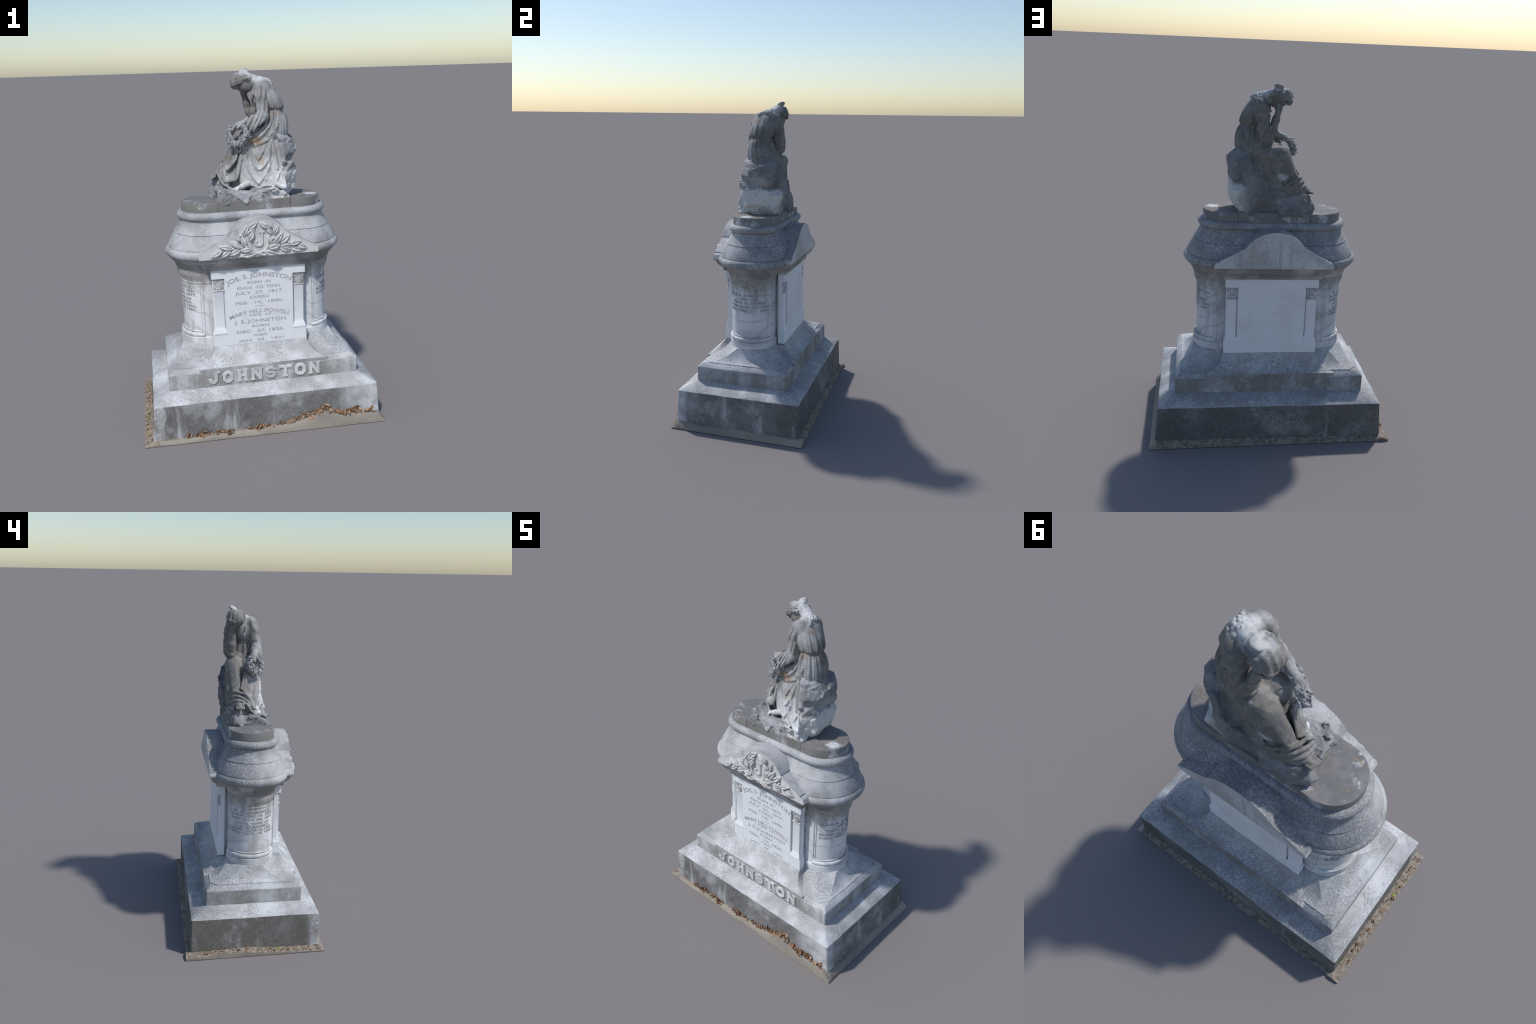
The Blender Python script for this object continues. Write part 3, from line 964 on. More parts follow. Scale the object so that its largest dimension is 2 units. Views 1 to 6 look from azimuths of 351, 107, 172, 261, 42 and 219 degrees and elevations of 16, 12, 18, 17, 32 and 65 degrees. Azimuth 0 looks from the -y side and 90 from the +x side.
# ------------------------------------------------------------------ the statue: one smooth field, split into parts
VOX = .0024
LO = np.array((-.262, -.186, 1.268))
DIM = np.ceil((np.array((.296, .160, 2.012)) - LO) / VOX).astype(int) + 1
AX = [(LO[i] + VOX * np.arange(DIM[i])).astype(np.float32) for i in range(3)]
PARTS = ["rock_seat", "skirt", "mantle", "torso", "sleeve", "sleeve", "arm", "arm", "hand", "hand", "head", "hair", "foot", "foot", "neck"]
ROCK, SKIRT, MANTLE, TORSO, SL_L, SL_R, ARM_L, ARM_R, HAND_L, HAND_R, HEAD, HAIR, FOOT_L, FOOT_R, NECK = range(15)
FIELD = [None] * 15


def window(lo, hi, pad=.03):
    s = []
    for i in range(3):
        a = int(np.clip(math.floor((lo[i] - pad - LO[i]) / VOX), 0, DIM[i] - 1))
        b = int(np.clip(math.ceil((hi[i] + pad - LO[i]) / VOX) + 1, a + 1, DIM[i]))
        s.append(slice(a, b))
    return tuple(s)


def grid(w):
    return AX[0][w[0]][:, None, None], AX[1][w[1]][None, :, None], AX[2][w[2]][None, None, :]


def field(g):
    if FIELD[g] is None:
        FIELD[g] = np.full(DIM, .2, np.float32)
    return FIELD[g]


def smin(a, b, k):
    if k <= 0:
        return np.minimum(a, b)
    h = np.maximum(k - np.abs(a - b), 0) / k
    return np.minimum(a, b) - h * h * k * .25


def smax(a, b, k):
    return -smin(-a, -b, k)


def add(g, w, d, k):
    F = field(g)
    F[w] = smin(F[w], d.astype(np.float32), k)


def carve(g, w, d, k):
    F = field(g)
    F[w] = smax(F[w], -d.astype(np.float32), k)


def d_capsule(p, a, b, ra, rb):
    X, Y, Z = p
    ab = [b[i] - a[i] for i in range(3)]
    L = sum(q * q for q in ab) + 1e-9
    t = np.clip(((X - a[0]) * ab[0] + (Y - a[1]) * ab[1] + (Z - a[2]) * ab[2]) / L, 0, 1)
    return np.sqrt((X - a[0] - t * ab[0]) ** 2 + (Y - a[1] - t * ab[1]) ** 2 + (Z - a[2] - t * ab[2]) ** 2) - (ra + (rb - ra) * t)


def limb(g, pts, k=.012, sub=False, sharp=None):
    """Chain of tapered capsules; pts are (x, y, z, r)."""
    for a, b in zip(pts[:-1], pts[1:]):
        m = max(a[3], b[3])
        w = window([min(a[i], b[i]) - m for i in range(3)], [max(a[i], b[i]) + m for i in range(3)])
        d = d_capsule(grid(w), a, b, a[3], b[3])
        (carve if sub else add)(g, w, d, k)


def smooth_path(pts, n=6):
    P = np.array(pts, float)
    P = np.vstack([2 * P[0] - P[1], P, 2 * P[-1] - P[-2]])
    out = []
    for i in range(1, len(P) - 2):
        for j in range(n):
            t = j / n
            a, b, c, d = P[i - 1], P[i], P[i + 1], P[i + 2]
            out.append(.5 * (2 * b + (c - a) * t + (2 * a - 5 * b + 4 * c - d) * t * t + (3 * b - a - 3 * c + d) * t ** 3))
    out.append(P[-2])
    return [tuple(q) for q in out]


def ball(g, c, r, k=.012, rot=None, sub=False):
    m = max(r)
    w = window([c[i] - m for i in range(3)], [c[i] + m for i in range(3)])
    X, Y, Z = grid(w)
    q = [X - c[0], Y - c[1], Z - c[2]]
    if rot is not None:
        R = np.array(rot)
        q = [R[i, 0] * q[0] + R[i, 1] * q[1] + R[i, 2] * q[2] for i in range(3)]
    k0 = np.sqrt(sum((q[i] / r[i]) ** 2 for i in range(3)))
    k1 = np.sqrt(sum((q[i] / r[i] ** 2) ** 2 for i in range(3))) + 1e-6
    (carve if sub else add)(g, w, k0 * (k0 - 1) / k1, k)


def body(g, levels, power=2.4, k=.012, fold=None):
    """Loft up z: levels (z, x0, x1, y0, y1) give the extents of a super-ellipse section."""
    L = np.array(sorted(levels))
    lo = (L[:, 1].min(), L[:, 3].min(), L[0, 0])
    hi = (L[:, 2].max(), L[:, 4].max(), L[-1, 0])
    w = window(lo, hi)
    X, Y, Z = grid(w)
    zz = np.clip(Z, L[0, 0], L[-1, 0])
    # smooth interpolation of the section extents
    def itp(col):
        P = np.array(smooth_path(np.column_stack([L[:, 0], L[:, col]]), 8))
        return np.interp(zz.ravel(), P[:, 0], P[:, 1]).reshape(zz.shape)
    x0, x1, y0, y1 = (itp(i) for i in (1, 2, 3, 4))
    cx, cy, rx, ry = (x0 + x1) / 2, (y0 + y1) / 2, (x1 - x0) / 2, (y1 - y0) / 2
    u, v = (X - cx) / rx, (Y - cy) / ry
    e = (np.abs(u) ** power + np.abs(v) ** power) ** (1 / power)
    d = (e - 1) * np.minimum(rx, ry)
    if fold is not None:
        d = d + fold(X, Y, Z, np.arctan2(v, u))
    d = smax(d, np.maximum(L[0, 0] - Z, Z - L[-1, 0]) + 0 * d, .006)
    add(g, w, d, k)


def boulder(g, c, r, seed, n=20, k=.004, cut=.9, q_=1.6, extra=()):
    """Convex block cut by random chisel planes."""
    rr = np.random.default_rng(seed)
    m = max(r) * 1.1
    w = window([c[i] - r[i] * 1.05 for i in range(3)], [c[i] + r[i] * 1.05 for i in range(3)])
    X, Y, Z = grid(w)
    q = (X - c[0], Y - c[1], Z - c[2])
    d = None
    dirs = [(1, 0, 0), (-1, 0, 0), (0, 1, 0), (0, -1, 0), (0, 0, 1), (0, 0, -1)]
    for i in range(n):
        t = rr.normal(size=3)
        dirs.append(tuple(t / np.linalg.norm(t)))
    for i, t in enumerate(dirs):
        h = (np.abs(np.array(t) * r) ** q_).sum() ** (1 / q_) * (1.0 if i < 6 else rr.uniform(cut, cut + .12))
        e = t[0] * q[0] + t[1] * q[1] + t[2] * q[2] - h
        d = e if d is None else smax(d, e, .003)
    for t, h in extra:
        d = smax(d, t[0] * X + t[1] * Y + t[2] * Z - h, .003)
    add(g, w, d, k)


def ridge(g, pts, r, k=.010):
    limb(g, [tuple(p) for p in smooth_path(pts, 4)], k)


def groove(g, pts, k=.006):
    limb(g, [tuple(p) for p in smooth_path(pts, 4)], k, sub=True)


# ---- rock
def fold_map(A, B, lines):
    """Relief of cloth folds drawn on a plane: polylines of (a, b, height, half-width)."""
    a, b = A[:, None], B[None, :]
    out = np.zeros((len(A), len(B)), np.float32)
    for pts in lines:
        one = np.zeros_like(out)
        pp = smooth_path(pts, 5)
        for p, q in zip(pp[:-1], pp[1:]):
            ux, uz = q[0] - p[0], q[1] - p[1]
            t = np.clip(((a - p[0]) * ux + (b - p[1]) * uz) / (ux * ux + uz * uz + 1e-9), 0, 1)
            d = np.sqrt((a - p[0] - t * ux) ** 2 + (b - p[1] - t * uz) ** 2)
            h, w = p[2] + (q[2] - p[2]) * t, p[3] + (q[3] - p[3]) * t
            e = np.clip(1 - d / w, 0, 1)
            v_ = np.abs(h) * e ** 1.3 * (1.25 - .25 * e)
            one = np.maximum(one, v_)
        out = out + one * (1 if pts[0][2] > 0 else -1)
    return out


def lines(spec, h, w):
    return [(x, z, h, w) for x, z in spec]


boulder(ROCK, (.146, -.002, 1.560), (.110, .128, .106), 11, 28, cut=.87, q_=1.65)
boulder(ROCK, (.100, .045, 1.490), (.088, .100, .120), 5, 18, cut=.92, k=.006, q_=1.9)
boulder(ROCK, (.109, -.005, 1.385), (.135, .139, .118), 23, 24, cut=.94, k=.006, q_=1.72, extra=[((.80, 0, -.60), -.624), ((.62, .62, -.48), -.438)])
boulder(ROCK, (.040, .042, 1.372), (.155, .068, .095), 31, 16, cut=.92, k=.006)
boulder(ROCK, (-.125, .055, 1.332), (.108, .072, .068), 42, 14, cut=.88, k=.006, extra=[((-.62, -.70, .36), .575)])
boulder(ROCK, (-.152, -.058, 1.303), (.056, .082, .050), 61, 10, cut=.95, k=.006)
boulder(ROCK, (-.085, -.030, 1.292), (.118, .105, .054), 44, 14, cut=.92, k=.006)
boulder(ROCK, (-.050, -.100, 1.290), (.152, .048, .050), 45, 14, cut=.92, k=.006)
boulder(ROCK, (.09, -.108, 1.298), (.112, .043, .050), 46, 14, cut=.92, k=.006)
# undercut between the upper boulder and the lower ledge
groove(ROCK, [(.272, -.06, 1.486, .010), (.262, .0, 1.474, .012), (.262, .05, 1.466, .011), (.25, .10, 1.47, .008)], .010)
groove(ROCK, [(.23, -.150, 1.497, .014), (.19, -.150, 1.485, .014), (.165, -.142, 1.478, .008)], .006)

# ---- skirt: the front fall of cloth, slanting from the left shin out to the rock
FRONT_FOLDS = [lines([(.150, 1.640), (.158, 1.569), (.165, 1.474), (.178, 1.366)], .012, .013), lines([(.118, 1.618), (.125, 1.539), (.137, 1.46)], .009, .010),
               lines([(.108, 1.612), (.094, 1.541), (.070, 1.490), (.040, 1.460), (.021, 1.472), (.003, 1.512), (-.012, 1.566)], .013, .013),
               lines([(.089, 1.475), (.059, 1.414), (.035, 1.384)], .008, .011), lines([(-.032, 1.55), (-.030, 1.508), (-.012, 1.445), (.029, 1.382)], .013, .015),
               lines([(.161, 1.463), (.128, 1.401), (.118, 1.37)], .008, .011), lines([(-.052, 1.548), (-.068, 1.471), (-.083, 1.41)], .010, .011),
               lines([(.100, 1.545), (.083, 1.447), (.073, 1.40)], .006, .009), lines([(.08, 1.59), (.052, 1.54), (.035, 1.515), (.018, 1.54)], .007, .010),
               lines([(.145, 1.59), (.147, 1.50), (.150, 1.41)], -.007, .010), lines([(-.048, 1.50), (-.045, 1.44), (-.03, 1.39)], -.005, .014),
               lines([(.06, 1.54), (.043, 1.50), (.04, 1.485)], -.007, .014), lines([(.012, 1.45), (.03, 1.415)], -.006, .014), lines([(.11, 1.50), (.10, 1.42)], -.005, .012)]
w_ = window((-.10, -.16, 1.352), (.195, .04, 1.65))
X_, Y_, Z_ = grid(w_)
zk = np.array((1.34, 1.37, 1.45, 1.50, 1.55, 1.60, 1.66))
zi = lambda vals: np.interp(Z_.ravel(), zk, vals).reshape(Z_.shape)
FRONT_Y = ((.070, .068, .070, .072, .072, .066, .058), (.42, .42, .40, .38, .30, .18, .12), (.154, .152, .130, .127, .111, .095, .083))
def skirt_front(X, at):
    return -smin(at(FRONT_Y[0]) + at(FRONT_Y[1]) * (X + .05), at(FRONT_Y[2]) + 0 * X, .02)
yf = skirt_front(X_, zi)
relief = fold_map(AX[0][w_[0]], AX[2][w_[2]], FRONT_FOLDS)[:, None, :]
d_ = yf + .004 - relief - Y_
d_ = smax(d_, zi((-.055, -.070, -.078, -.066, -.052, -.042, -.03)) - X_ + 0 * d_, .02)
d_ = smax(d_, X_ - zi((.184, .184, .172, .165, .160, .152, .15)) + 0 * d_, .012)
d_ = smax(d_, Y_ - .03 + 0 * d_, .02)
d_ = smax(d_, np.maximum(1.355 + .02 * np.clip((.03 - X_) / .08, 0, 1) - Z_, Z_ - 1.64) + 0 * d_, .005)
add(SKIRT, w_, d_, .01)

# right leg under cloth
SIDE_FOLDS = [lines([(-.036, 1.643), (-.022, 1.594), (-.012, 1.545)], .007, .016), lines([(.10, 1.58), (.03, 1.54), (-.05, 1.525)], .006, .014), lines([(.06, 1.60), (.0, 1.58), (-.05, 1.59)], -.005, .016),
              lines([(.065, 1.464), (.013, 1.405), (-.043, 1.380), (-.090, 1.436), (-.137, 1.492)], .011, .012), lines([(.04, 1.50), (-.03, 1.465), (-.09, 1.49)], -.010, .016),
              lines([(-.02, 1.415), (-.07, 1.43), (-.11, 1.46)], -.009, .012), lines([(-.07, 1.62), (-.10, 1.55), (-.125, 1.50)], .007, .014), lines([(-.05, 1.60), (-.075, 1.53), (-.10, 1.49)], -.006, .013),
              lines([(.0, 1.53), (-.04, 1.50), (-.085, 1.51)], .006, .012)]
def side_relief(X, Y, Z, a):
    r_ = fold_map(X.ravel(), Z.ravel(), SIDE_FOLDS)[:, None, :]
    return -r_ * np.clip((Y - .03) / .04, 0, 1)
limb(SKIRT, [(.14, .03, 1.628, .062), (.05, .05, 1.622, .056), (-.032, .066, 1.618, .049)], .02)
body(SKIRT, [(1.385, -.180, -.02, .005, .090), (1.42, -.184, .02, .000, .098), (1.45, -.166, .05, .000, .102), (1.50, -.136, .09, .004, .101), (1.56, -.112, .12, .010, .103),
             (1.60, -.098, .135, .014, .104), (1.645, -.079, .15, .020, .101), (1.66, -.07, .15, .03, .095)], 2.15, k=.012, fold=side_relief)


def sheet(g, tris, r, k):
    """Thin cloth: rounded triangles."""
    for A, B, C in tris:
        A, B, C = (np.array(q, float) for q in (A, B, C))
        lo = np.minimum(np.minimum(A, B), C) - r
        hi = np.maximum(np.maximum(A, B), C) + r
        w = window(lo, hi, .02)
        X, Y, Z = grid(w)
        n = np.cross(B - A, C - A)
        nl = n / np.linalg.norm(n)
        dist = (X - A[0]) * nl[0] + (Y - A[1]) * nl[1] + (Z - A[2]) * nl[2]
        inside = np.ones(dist.shape, bool)
        edge = np.full(dist.shape, 9.0)
        for P, Q in ((A, B), (B, C), (C, A)):
            m = np.cross(n, Q - P)
            inside &= ((X - P[0]) * m[0] + (Y - P[1]) * m[1] + (Z - P[2]) * m[2]) >= 0
            edge = np.minimum(edge, d_capsule((X, Y, Z), P, Q, 0, 0))
        add(g, w, np.where(inside, np.abs(dist), edge) - r, k)


# two layers of cloth hanging from the right knee towards the left shin
KN, VT, VB = (-.085, .003, 1.600), (-.132, -.024, 1.457), (-.083, -.048, 1.513)
sheet(SKIRT, [((-.136, .035, 1.51), VT, KN), (VT, (-.082, .004, 1.545), KN), (VT, VB, (-.082, .004, 1.545)), (VB, (-.070, -.038, 1.560), (-.082, .004, 1.545)), ((-.070, -.038, 1.560), KN, (-.082, .004, 1.545))], .0055, .004)
S1, S2, S3, S4 = (-.160, .005, 1.476), (-.149, -.040, 1.394), (-.088, -.063, 1.408), (-.058, -.062, 1.535)
sheet(SKIRT, [(S1, S2, (-.112, .000, 1.44)), (S2, S3, (-.112, .000, 1.44)), (S3, (-.078, -.012, 1.47), (-.112, .000, 1.44)), (S3, S4, (-.078, -.012, 1.47)), (S1, (-.112, .000, 1.44), (-.13, .01, 1.50)),
              ((-.112, .000, 1.44), (-.078, -.012, 1.47), (-.10, -.01, 1.52))], .0065, .005)
ridge(SKIRT, [(-.15, .03, 1.49, .006), (-.163, -.002, 1.474, .006), (-.158, -.028, 1.425, .006), (-.149, -.041, 1.393, .0065), (-.118, -.054, 1.396, .0065), (-.088, -.064, 1.407, .0065), (-.070, -.064, 1.46, .0065), (-.056, -.062, 1.54, .006)], .01, .004)
ridge(SKIRT, [(-.140, .03, 1.508, .0055), (-.139, -.003, 1.478, .0055), (-.132, -.026, 1.456, .006), (-.105, -.040, 1.485, .0055), (-.083, -.050, 1.514, .0055), (-.072, -.046, 1.56, .0055)], .01, .004)
limb(SKIRT, [(-.072, .022, 1.50, .028), (-.09, .022, 1.43, .032), (-.045, -.005, 1.42, .04)], .02)
# folds sweeping round the right ankle
for pts in ([(-0.06, 0.106, 1.452, 0.00552), (-0.102, 0.096, 1.478, 0.00644), (-0.142, 0.0691, 1.49, 0.00644), (-0.152, 0.04, 1.488, 0.00644), (-0.15, -0.002, 1.462, 0.00552), (-0.14, -0.028, 1.43, 0.0046)],
            [(-0.04, 0.109, 1.425, 0.00552), (-0.1, 0.105, 1.448, 0.00644), (-0.145, 0.0796, 1.466, 0.00736), (-0.167, 0.045, 1.467, 0.00736), (-0.17, 0.005, 1.445, 0.00644), (-0.157, -0.022, 1.41, 0.00552), (-0.132, -0.043, 1.375, 0.00552)],
            [(-0.02, 0.11, 1.395, 0.00552), (-0.09, 0.108, 1.408, 0.00644), (-0.14, 0.094, 1.43, 0.00644), (-0.175, 0.0656, 1.444, 0.00644), (-0.183, 0.03, 1.442, 0.00644), (-0.176, -0.003, 1.415, 0.00552), (-0.157, -0.028, 1.375, 0.00552), (-0.112, -0.06, 1.352, 0.0046)],
            [(-0.07, 0.106, 1.372, 0.00552), (-0.132, 0.095, 1.395, 0.00644), (-0.174, 0.0754, 1.416, 0.00552), (-0.19, 0.055, 1.423, 0.00552), (-0.192, 0.02, 1.425, 0.0046)]):
    ridge(SKIRT, pts, .01, .007)
limb(SKIRT, [(-0.06, 0.074, 1.42, 0.03312), (-0.112, 0.0684, 1.42, 0.03312), (-0.157, 0.053, 1.425, 0.02576)], .015)
limb(SKIRT, [(-0.137, 0.01, 1.455, 0.01656), (-0.152, -0.006, 1.415, 0.01656), (-0.132, -0.026, 1.38, 0.01472)], .012)
# crumpled hem lying on the rock
for pts in ([(.040, -.100, 1.358, .008), (.060, -.116, 1.368, .006), (.085, -.132, 1.372, .005), (.110, -.142, 1.366, .005), (.095, -.146, 1.358, .005), (.070, -.132, 1.352, .005), (.050, -.118, 1.349, .005)],
            [(.085, -.142, 1.350, .005), (.108, -.151, 1.357, .005), (.130, -.154, 1.352, .005), (.118, -.156, 1.344, .005), (.10, -.150, 1.341, .005)],
            [(.128, -.138, 1.378, .010), (.150, -.146, 1.364, .011), (.174, -.149, 1.358, .009)],
            [(.020, -.094, 1.366, .006), (.026, -.102, 1.352, .005), (.036, -.110, 1.346, .005)]):
    ridge(SKIRT, pts, .008, .003)

# ---- mantle over hips and thighs
HIP_FOLDS = lambda X, Y, Z, a: -(.0095 * np.abs(np.sin(a * 6.5 + 6 * (Z - 1.7) + .7 * np.sin(a * 3 + 1))) ** .7 + .0030 * np.abs(np.sin(a * 13.0 - 1)) - .0075) * np.clip((1.775 - Z) / .03, 0, 1)
body(MANTLE, [(1.612, .075, .206, -.080, .068), (1.655, .060, .2145, -.096, .073), (1.70, .058, .2145, -.095, .069), (1.745, .060, .204, -.086, .057), (1.772, .066, .190, -.077, .048), (1.783, .07, .182, -.072, .043)],
     2.3, fold=HIP_FOLDS)
limb(MANTLE, [(.13, -.030, 1.660, .060), (.05, -.032, 1.644, .050), (-.018, -.028, 1.628, .044)], .02)
limb(MANTLE, [(.13, -.022, 1.65, .055), (.03, -.036, 1.622, .042), (-.02, -.034, 1.608, .036)], .02)
limb(MANTLE, [(.12, .035, 1.66, .055), (.03, .045, 1.64, .048)], .02)
ridge(MANTLE, [(.170, -.070, 1.662, .008), (.145, -.075, 1.645, .009), (.10, -.079, 1.624, .010), (.06, -.077, 1.602, .010), (.015, -.072, 1.585, .010), (-.025, -.064, 1.575, .010), (-.048, -.052, 1.580, .009)], .01, .010)
for pts in ([(.125, -.082, 1.765, .004), (.105, -.094, 1.70, .006), (.06, -.088, 1.645, .006), (.01, -.076, 1.612, .006)],
            [(.155, -.082, 1.755, .004), (.145, -.094, 1.69, .006), (.10, -.090, 1.638, .006)],
            [(.10, -.078, 1.74, .004), (.075, -.086, 1.69, .006), (.03, -.080, 1.65, .006), (-.01, -.068, 1.63, .006)]):
    ridge(MANTLE, pts, .01, .006)
# mantle on the far (+y) side: its edge falls from the hip to the shin
ridge(MANTLE, [(0.165, 0.0684, 1.66, 0.007), (0.15, 0.0838, 1.615, 0.008), (0.11, 0.098, 1.555, 0.008), (0.072, 0.102, 1.503, 0.008), (0.015, 0.105, 1.45, 0.008), (-0.045, 0.104, 1.441, 0.008), (-0.095, 0.096, 1.47, 0.007), (-0.13, 0.0796, 1.5, 0.006)], .01, .006)
sheet(MANTLE, [((0.16, 0.07125, 1.655), (0.11, 0.098, 1.555), (0.03, 0.09, 1.6)), ((0.11, 0.098, 1.555), (0.03, 0.102, 1.5), (0.03, 0.094, 1.6)), ((0.11, 0.098, 1.555), (0.072, 0.102, 1.503), (0.03, 0.102, 1.5)), ((0.072, 0.102, 1.503), (0.015, 0.104, 1.452), (0, 0.1, 1.52)),
               ((0.015, 0.104, 1.452), (-0.045, 0.104, 1.443), (0, 0.1, 1.52))], .006, .006)
ridge(MANTLE, [(0.155, 0.0768, 1.63, 0.006), (0.089, 0.096, 1.592, 0.006), (0.014, 0.1, 1.554, 0.004)], .01, .006)
groove(MANTLE, [(.166, .058, 1.76, .004), (.164, .074, 1.70, .004), (.162, .082, 1.645, .004)], .004)

# ---- bodice with its bloused waist
BODICE = lambda X, Y, Z, a: -(.0085 * np.abs(np.sin(a * 5.5 + .8 * np.sin(3 * a) + 1 + 5 * (Z - 1.8))) ** .7 + .0030 * np.abs(np.sin(a * 13.5 + .4)) - .0065) * np.clip((1.90 - Z) / .09, 0, 1)
body(TORSO, [(1.768, .085, .170, -.062, .034), (1.777, .072, .185, -.075, .044), (1.788, .060, .1920, -.084, .054), (1.81, .052, .188, -.085, .062), (1.845, .040, .176, -.083, .072), (1.88, .034, .157, -.078, .080), (1.905, .036, .140, -.068, .080),
             (1.922, .044, .124, -.050, .068), (1.937, .058, .108, -.024, .045)], 2.3, fold=BODICE)
limb(TORSO, [(.078, -.052, 1.894, .034), (.084, .0, 1.905, .032), (.086, .058, 1.885, .037)], .015)
limb(TORSO, [(.055, .01, 1.865, .030), (.065, .01, 1.83, .032)], .02)
# ---- neck
limb(NECK, [(.080, .022, 1.915, .034), (.045, .040, 1.922, .030), (.015, .050, 1.922, .028)], .02)

# ---- sleeves and arms
limb(SL_L, [(.066, -.054, 1.894, .033), (.062, -.070, 1.85, .029), (.069, -.077, 1.79, .028), (.072, -.088, 1.748, .029)], .015)
limb(SL_L, [(.072, -.090, 1.746, .029), (.035, -.082, 1.728, .027), (.000, -.073, 1.716, .025), (-.016, -.068, 1.714, .022)], .012)
sheet(SL_L, [((.066, -.106, 1.728), (.03, -.090, 1.735), (.002, -.104, 1.680)), ((.03, -.090, 1.735), (-.012, -.078, 1.715), (.002, -.104, 1.680)), ((.066, -.106, 1.728), (.002, -.104, 1.680), (.035, -.070, 1.71)), ((-.012, -.078, 1.71), (-.008, -.06, 1.70), (.002, -.104, 1.680))], .009, .010)
for pts in ([(.052, -.088, 1.762, .005), (.032, -.104, 1.738, .005), (.022, -.108, 1.705, .004)], [(.028, -.078, 1.753, .005), (.012, -.096, 1.732, .005), (.004, -.106, 1.695, .004)],
            [(.008, -.072, 1.742, .005), (-.004, -.090, 1.722, .005), (-.006, -.100, 1.692, .004)], [(.054, -.094, 1.85, .004), (.058, -.102, 1.80, .005), (.056, -.108, 1.75, .005)],
            [(.080, -.094, 1.86, .004), (.086, -.100, 1.80, .005), (.082, -.110, 1.75, .005)], [(-.012, -.05, 1.732, .005), (-.018, -.070, 1.735, .005), (-.020, -.088, 1.715, .005), (-.018, -.090, 1.70, .004)]):
    ridge(SL_L, pts, .01, .004)
def pleat(g, lo, hi, fn):
    w = window(lo, hi, 0)
    X, Y, Z = grid(w)
    field(g)[w] += fn(X, Y, Z).astype(np.float32)

fade = lambda v, a, b: np.clip((v - a) / (b - a), 0, 1)
pleat(SL_L, (-.04, -.16, 1.66), (.07, -.02, 1.79), lambda X, Y, Z: -(.0080 * np.abs(np.sin(135 * (X - .55 * (Z - 1.72)) + 6 * Y)) - .003) * (1 - fade(X, .04, .07)) * (1 - fade(Z, 1.765, 1.79)) * fade(X, -.04, -.03))
pleat(SL_L, (.0, -.16, 1.75), (.13, .02, 1.92), lambda X, Y, Z: -(.0070 * np.abs(np.sin(115 * (X - .08) - 20 * (Z - 1.8))) - .0022) * (1 - fade(Z, 1.87, 1.915)) * fade(Z, 1.75, 1.775))
limb(ARM_L, [(.0, -.072, 1.716, .020), (-.032, -.064, 1.710, .018), (-.048, -.060, 1.705, .0165)], .01)
limb(HAND_L, [(-.046, -.060, 1.706, .0165), (-.066, -.054, 1.700, .0165), (-.078, -.050, 1.692, .013)], .008)
for i, (dx, dy) in enumerate(((0, .014), (-.004, .004), (-.004, -.006), (0, -.015))):
    limb(HAND_L, [(-.066 + dx, -.053 + dy, 1.702, .0065), (-.088 + dx, -.046 + dy, 1.690, .006), (-.100 + dx, -.044 + dy, 1.672, .005)], .004)
limb(HAND_L, [(-.055, -.072, 1.700, .0065), (-.074, -.080, 1.686, .0055)], .005)

limb(SL_R, [(.084, .062, 1.882, .038), (.078, .072, 1.83, .036), (.066, .077, 1.76, .035), (.056, .078, 1.715, .031)], .015)
limb(SL_R, [(.060, .080, 1.700, .026), (.040, .072, 1.695, .016), (.030, .060, 1.692, .010)], .02)
limb(SL_R, [(.056, .080, 1.72, .032), (.040, .080, 1.75, .028)], .02)
ridge(SL_R, [(.048, .103, 1.795, .005), (.060, .110, 1.76, .005), (.085, .108, 1.722, .005)], .01, .005)
ridge(SL_R, [(.030, .096, 1.780, .005), (.034, .104, 1.735, .005), (.040, .101, 1.69, .005)], .01, .005)
ridge(SL_R, [(.10, .098, 1.86, .005), (.098, .106, 1.80, .005), (.090, .106, 1.75, .005)], .01, .005)
ridge(SL_R, [(.058, .06, 1.795, .007), (.036, .085, 1.782, .006), (.03, .10, 1.77, .005)], .01, .008)
pleat(SL_R, (.0, .02, 1.66), (.15, .14, 1.92), lambda X, Y, Z: -(.0070 * np.abs(np.sin(95 * (X + .55 * (Z - 1.8)))) - .0022) * (1 - fade(Z, 1.86, 1.91)))
limb(ARM_R, [(.045, .078, 1.715, .024), (.018, .078, 1.765, .0225), (.004, .076, 1.81, .020), (-.006, .074, 1.845, .016)], .012)
limb(HAND_R, [(-.006, .074, 1.845, .0155), (-.012, .072, 1.866, .017), (-.010, .072, 1.885, .016)], .008)
for dx, dy in ((-.014, -.014), (-.018, -.004), (-.018, .006), (-.014, .016)):
    limb(HAND_R, [(-.012 + dx * .5, .072 + dy, 1.870, .0065), (-.012 + dx, .074 + dy, 1.895, .006)], .004)
limb(HAND_R, [(.002, .064, 1.862, .006), (.012, .058, 1.884, .0055)], .004)

# ---- head: bowed, the face looking down
def frame(fwd, side):
    f_ = np.array(fwd, float); f_ /= np.linalg.norm(f_)
    s_ = np.array(side, float); s_ -= f_ * s_.dot(f_); s_ /= np.linalg.norm(s_)
    return np.stack([f_, s_, np.cross(f_, s_)])
